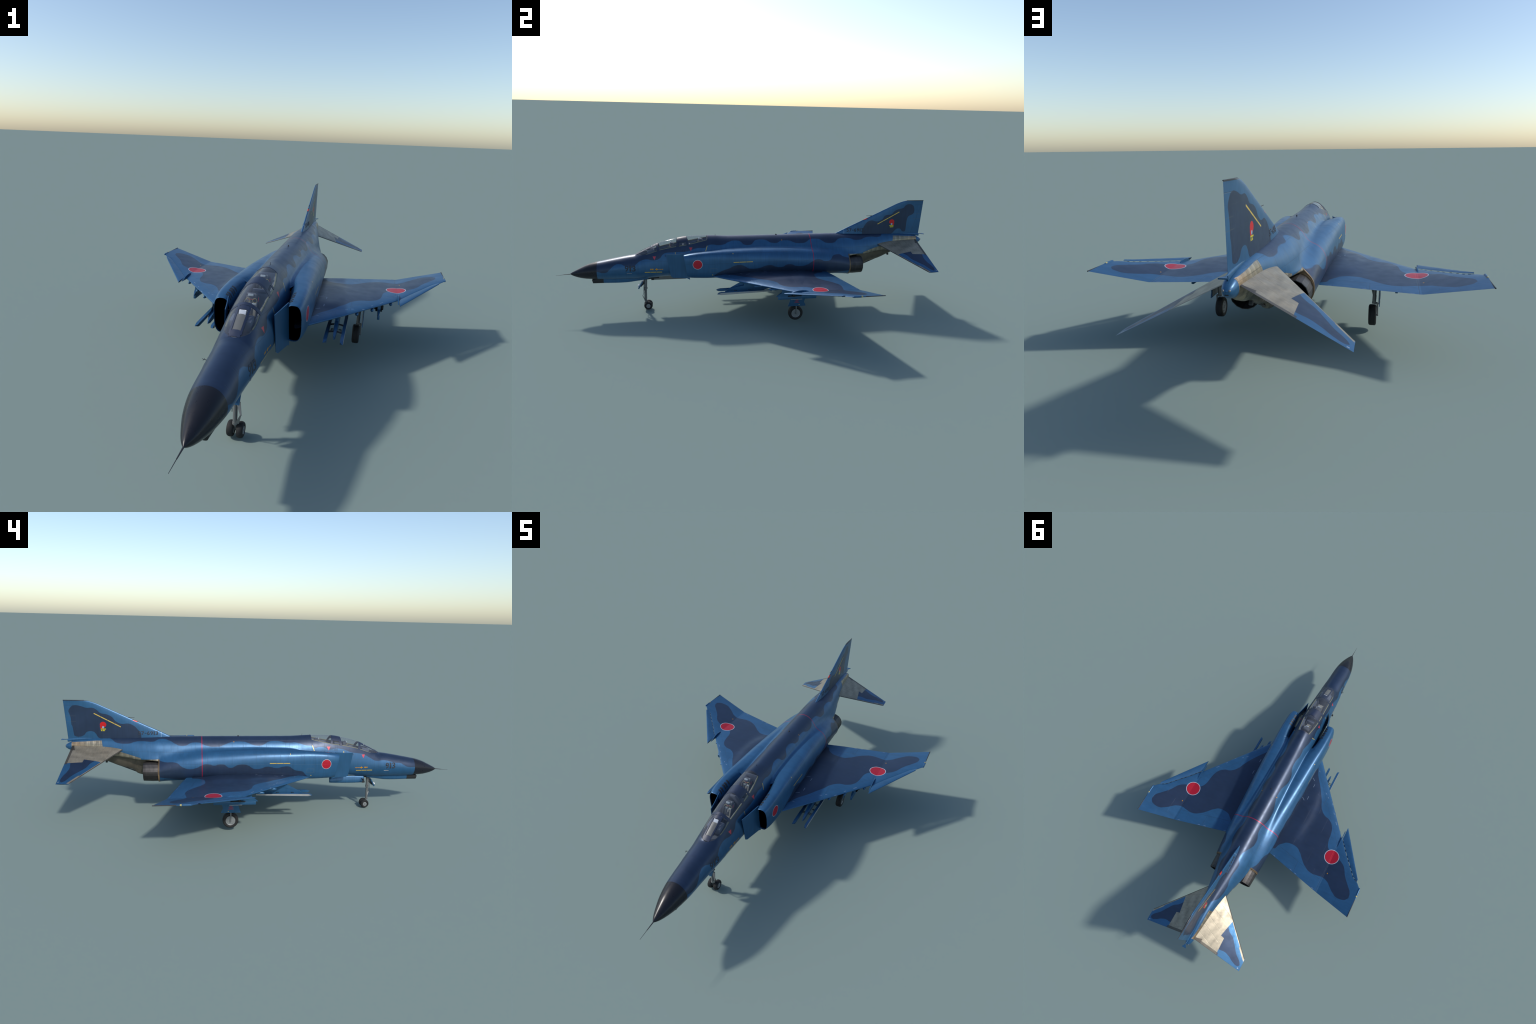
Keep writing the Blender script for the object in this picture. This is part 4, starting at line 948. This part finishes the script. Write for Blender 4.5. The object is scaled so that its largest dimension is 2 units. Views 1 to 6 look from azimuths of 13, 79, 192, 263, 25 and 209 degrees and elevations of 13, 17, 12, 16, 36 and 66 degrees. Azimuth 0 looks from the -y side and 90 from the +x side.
# side door hanging from the right edge of the nose-wheel bay: a bulged panel
rows = []
for y, zb, zt in ((-0.5245, 0.158, 0.184), (-0.519, 0.1505, 0.185), (-0.46, 0.1490, 0.187), (-0.40, 0.1490, 0.185), (-0.345, 0.1505, 0.1790), (-0.338, 0.1520, 0.1750)):
    q = np.linspace(0, 1, 8); xo = -0.032 - 0.007*np.sin(q*math.pi*0.6); zz = zt + (zb - zt)*q
    rows.append(np.concatenate([np.stack([xo, y + 0*q, zz], 1), np.stack([xo + 0.0035, y + 0*q, zz], 1)[::-1]]))
P = np.stack(rows); ob = grid_object("nose_gear_door", P, M_BLUE, nose_gear, True, None, flip=True, cap0=True, cap1=True)
bm = bmesh.new(); add_box(bm, (-0.0300, -0.430, 0.1655), (0.0015, 0.170, 0.030)); from_bm("door_lining", bm, M_STEEL, nose_gear, bevel=0.0005)
bm = bmesh.new(); add_box(bm, (-0.035, -0.521, 0.1535), (0.010, 0.015, 0.009)); add_cyl(bm, (-0.034, -0.512, 0.172), (-0.056, -0.512, 0.172), 0.0020, None, 10); add_box(bm, (-0.0595, -0.512, 0.172), (0.010, 0.009, 0.009)); from_bm("door_fitting", bm, M_BLACK, nose_gear, bevel=0.001)
bm = bmesh.new(); add_box(bm, (0, -0.525, 0.1765), (0.040, 0.08, 0.006), Matrix.Rotation(0.10, 3, 'X')); from_bm("wheel_bay", bm, M_BLACK, nose_gear)

for sx in (1, -1):
    mg = empty("main_gear", jet)
    wheel("main_wheel", (sx*0.2790, 0.1925, 0.0535), 0.0372, 0.0270, mg, 0.0225, sx)
    bm = bmesh.new()
    add_cyl(bm, (sx*0.2885, 0.1900, 0.205), (sx*0.2850, 0.1915, 0.120), 0.0062, 0.0058, 18); add_cyl(bm, (sx*0.2850, 0.1915, 0.125), (sx*0.2838, 0.1920, 0.100), 0.0068, 0.0068, 18)
    add_cyl(bm, (sx*0.2765, 0.192, 0.0985), (sx*0.2960, 0.192, 0.0955), 0.0042, 0.0042, 14); add_cyl(bm, (sx*0.2955, 0.1920, 0.0965), (sx*0.2965, 0.1925, 0.0500), 0.0030, 0.0028, 14)
    add_cyl(bm, (sx*0.2790, 0.1925, 0.0535), (sx*0.2985, 0.1925, 0.0535), 0.0040, 0.0034, 14); add_cyl(bm, (sx*0.262, 0.178, 0.198), (sx*0.283, 0.190, 0.118), 0.0028, None, 10)
    from_bm("oleo_strut", bm, M_STEEL, mg)
    # strut door, waisted
    out = [(0.158, 0.200), (0.158, 0.142), (0.1555, 0.125), (0.146, 0.098), (0.2385, 0.098), (0.2350, 0.108), (0.2290, 0.118), (0.2330, 0.135), (0.2350, 0.145), (0.236, 0.200)]
    bm = bmesh.new(); add_prism(bm, out, sx*0.3015, sx*0.3040)
    for v in bm.verts: v.co.x += sx*0.05*(v.co.z - 0.097)*0.4
    from_bm("strut_door", bm, M_BLUE, mg, 20)
    bm = bmesh.new(); add_prism(bm, [(y, z) for y, z in ((0.166, 0.195), (0.164, 0.13), (0.156, 0.103), (0.228, 0.103), (0.222, 0.12), (0.226, 0.195))], sx*0.2985, sx*0.3012)
    for v in bm.verts: v.co.x += sx*0.05*(v.co.z - 0.097)*0.4
    from_bm("door_lining", bm, M_STEEL, mg, 20)
    bm = bmesh.new()
    for z, w in ((0.131, 0.011), (0.126, 0.022), (0.121, 0.013), (0.1165, 0.026)):
        add_box(bm, (sx*(0.3042 + 0.02*(z - 0.097)), 0.192, z), (0.0006, w, 0.0018))
    from_bm("door_stencil", bm, M_STRAP, mg, 0)
    bm = bmesh.new(); add_box(bm, (sx*0.3044, 0.2045, 0.1055), (0.0006, 0.0045, 0.0045)); from_bm("door_label", bm, M_HANDLE, mg, 0)
    # inner wheel-bay door hanging inboard
    bm = bmesh.new(); add_box(bm, (sx*0.236, 0.185, 0.172), (0.0025, 0.060, 0.034), Matrix.Rotation(sx*0.25, 3, 'Y')); from_bm("bay_door", bm, M_BLUE, mg, bevel=0.0008)

# ------------------------------------------------------------------ underwing pylons
for sx in (1, -1):
    py = empty("inner_pylon", jet)
    prof = [(-0.1610, 0.1568), (-0.1560, 0.1640), (-0.1460, 0.1705), (-0.1100, 0.1815), (-0.0650, 0.1895), (-0.066, 0.2150), (0.110, 0.2100), (0.100, 0.1750), (0.040, 0.1640), (-0.040, 0.1610), (-0.1450, 0.1550)]
    bm = bmesh.new()
    for i in range(2):
        pass
    ring = lambda w: [bm.verts.new((sx*0.2175 + w*(1.0 if y > -0.14 else max(0.12, (y + 0.1612)/0.0212)), y, z)) for y, z in prof]
    A, B = ring(0.0056), ring(-0.0056); bm.faces.new(A); bm.faces.new(B[::-1])
    for i in range(len(prof)): bm.faces.new((A[i], B[i], B[(i+1) % len(prof)], A[(i+1) % len(prof)]))
    bmesh.ops.triangulate(bm, faces=[f for f in bm.faces if len(f.verts) > 4])
    from_bm("pylon_blade", bm, M_BLUE, py, 30)
    for q in (-1, 1):
        x = sx*0.2175 + q*0.0270
        bm = bmesh.new()
        prof2 = [(-0.2015, 0.1590), (-0.193, 0.1640), (-0.180, 0.1665), (0.072, 0.1705), (0.074, 0.1620), (-0.180, 0.1540), (-0.193, 0.1560)]
        out = 1 if q*sx > 0 else -1
        rr = []
        for e in (-0.0052, 0.0052):
            rr.append([bm.verts.new((x + (e if y > -0.185 else (0.0052*q if y < -0.2 else e*0.9)) * 1.0 + (0 if y > -0.2 or e*q > 0 else -0.001*q), y, z)) for y, z in prof2])
        bm.faces.new(rr[0]); bm.faces.new(rr[1][::-1])
        for i in range(len(prof2)): bm.faces.new((rr[0][i], rr[1][i], rr[1][(i+1) % len(prof2)], rr[0][(i+1) % len(prof2)]))
        from_bm("missile_rail", bm, M_BLUE, py, 20)
        bm = bmesh.new(); add_prism(bm, [(-0.196, 0.1590), (-0.181, 0.1650), (0.0715, 0.1690), (0.0715, 0.1627), (-0.181, 0.1550)], x + q*0.0050, x + q*0.0058); from_bm("rail_face", bm, M_SILVER, py, 0)
        bm = bmesh.new()
        for y in (-0.108, -0.035):
            for dy in (-0.004, 0.004): add_cyl(bm, (sx*0.2175 + q*0.003, y + dy, 0.167), (x - q*0.003, y + dy, 0.163), 0.0017, None, 8)
        for y, z in ((-0.065, 0.158),): add_box(bm, (sx*0.2175 + q*0.013, y, z), (0.010, 0.004, 0.003)); add_box(bm, (sx*0.2175 + q*0.017, y - 0.002, z - 0.003), (0.003, 0.004, 0.005))
        from_bm("sway_brace", bm, M_DARKMETAL, py)
    po = empty("outer_pylon", jet)
    prof = [(0.0735, 0.1725), (0.0800, 0.1790), (0.0880, 0.1850), (0.1010, 0.1930), (0.104, 0.2120), (0.285, 0.2130), (0.287, 0.1780), (0.270, 0.1735), (0.100, 0.1735)]
    bm = bmesh.new()
    A, B = ([bm.verts.new((sx*0.357 + w*(1.0 if y > 0.09 else max(0.15, (y - 0.074)/0.018)), y, z)) for y, z in prof] for w in (0.0052, -0.0052))
    bm.faces.new(A); bm.faces.new(B[::-1])
    for i in range(len(prof)): bm.faces.new((A[i], B[i], B[(i+1) % len(prof)], A[(i+1) % len(prof)]))
    bmesh.ops.triangulate(bm, faces=[f for f in bm.faces if len(f.verts) > 4])
    from_bm("pylon_blade", bm, M_BLUE, po, 30)
    bm = bmesh.new(); add_box(bm, (sx*0.357, 0.179, 0.1660), (0.0090, 0.192, 0.0155)); from_bm("rack_beam", bm, M_BLUE, po, bevel=0.002)
    bm = bmesh.new()
    for q in (-1, 1): add_box(bm, (sx*0.357 + q*0.0125, 0.158, 0.1830), (0.0085, 0.010, 0.016))
    add_box(bm, (sx*0.357, 0.165, 0.1765), (0.024, 0.068, 0.0035))  # flat black plate modelled as the dark slot above the rack
    from_bm("sway_brace", bm, M_BLACK, po, bevel=0.001)
    bm = bmesh.new(); add_box(bm, (sx*0.3575, 0.175, 0.1573), (0.008, 0.058, 0.0022)); from_bm("rack_shoe", bm, M_SILVER, po, bevel=0.0005)

# ------------------------------------------------------------------ painted numbers as thin lettering on the skin
def lettering(body, height, width, y0, z0, side, surf, mat, parent, thick=0.0006, bold=0.018):
    """text laid on a side surface in condensed even cells; y0 = forward end, z0 = foot; side +1 = left of the aircraft"""
    wide = {"1": 0.42, "-": 0.62}
    cells = [wide.get(ch, 1.0) for ch in body]; gap = 0.27
    unit = width / (sum(cells) + gap*(len(cells) - 1)); pen = 0.0
    bm = bmesh.new()
    for ch, cw in zip(body, cells):
        cu = D.curves.new("number", 'FONT'); cu.body = ch; cu.size = 1.0; cu.offset = bold; cu.resolution_u = 6
        ob = D.objects.new("number", cu); SC.objects.link(ob)
        bpy.context.view_layer.update()
        me = D.meshes.new_from_object(ob.evaluated_get(bpy.context.evaluated_depsgraph_get()))
        D.objects.remove(ob); D.curves.remove(cu)
        co = np.array([v.co[:2] for v in me.vertices]); lo, hi = co.min(0), co.max(0)
        hgt = height*0.15 if ch == "-" else height
        for v in me.vertices:
            v.co = Vector((pen + (v.co.x - lo[0])/(hi[0] - lo[0])*cw*unit, (v.co.y - lo[1])/(hi[1] - lo[1])*hgt + (height*0.42 if ch == "-" else 0), 0))
        bm.from_mesh(me); D.meshes.remove(me); pen += (cw + gap)*unit
    for k in range(1, 12):
        bmesh.ops.bisect_plane(bm, geom=bm.verts[:] + bm.edges[:] + bm.faces[:], plane_co=(0, height*k/12, 0), plane_no=(0, 1, 0))
    bmesh.ops.triangulate(bm, faces=bm.faces[:])
    yy = np.array([(y0 + v.co.x) if side > 0 else (y0 + width - v.co.x) for v in bm.verts]); zz = np.array([z0 + v.co.y for v in bm.verts])
    xx = surf(yy, zz)
    for v, x, y, z in zip(bm.verts, xx, yy, zz): v.co = Vector((side*(x + thick), y, z))
    ext = bmesh.ops.extrude_face_region(bm, geom=bm.faces[:])
    for v in (e for e in ext["geom"] if isinstance(e, bmesh.types.BMVert)): v.co.x -= side*thick*1.6
    return from_bm("number", bm, mat, parent, 0)
skin = lambda y, z: hull_x(y, z, nac=False)
markings = empty("marking", jet)
for side in (1, -1):
    lettering("913", 0.0295, 0.0535, -0.6535 if side > 0 else -0.6815, 0.2310, side, skin, M_INK, markings)
    lettering("57-6913", 0.0185, 0.096, 0.5360, 0.4010, side, fin_x, M_INK, markings)
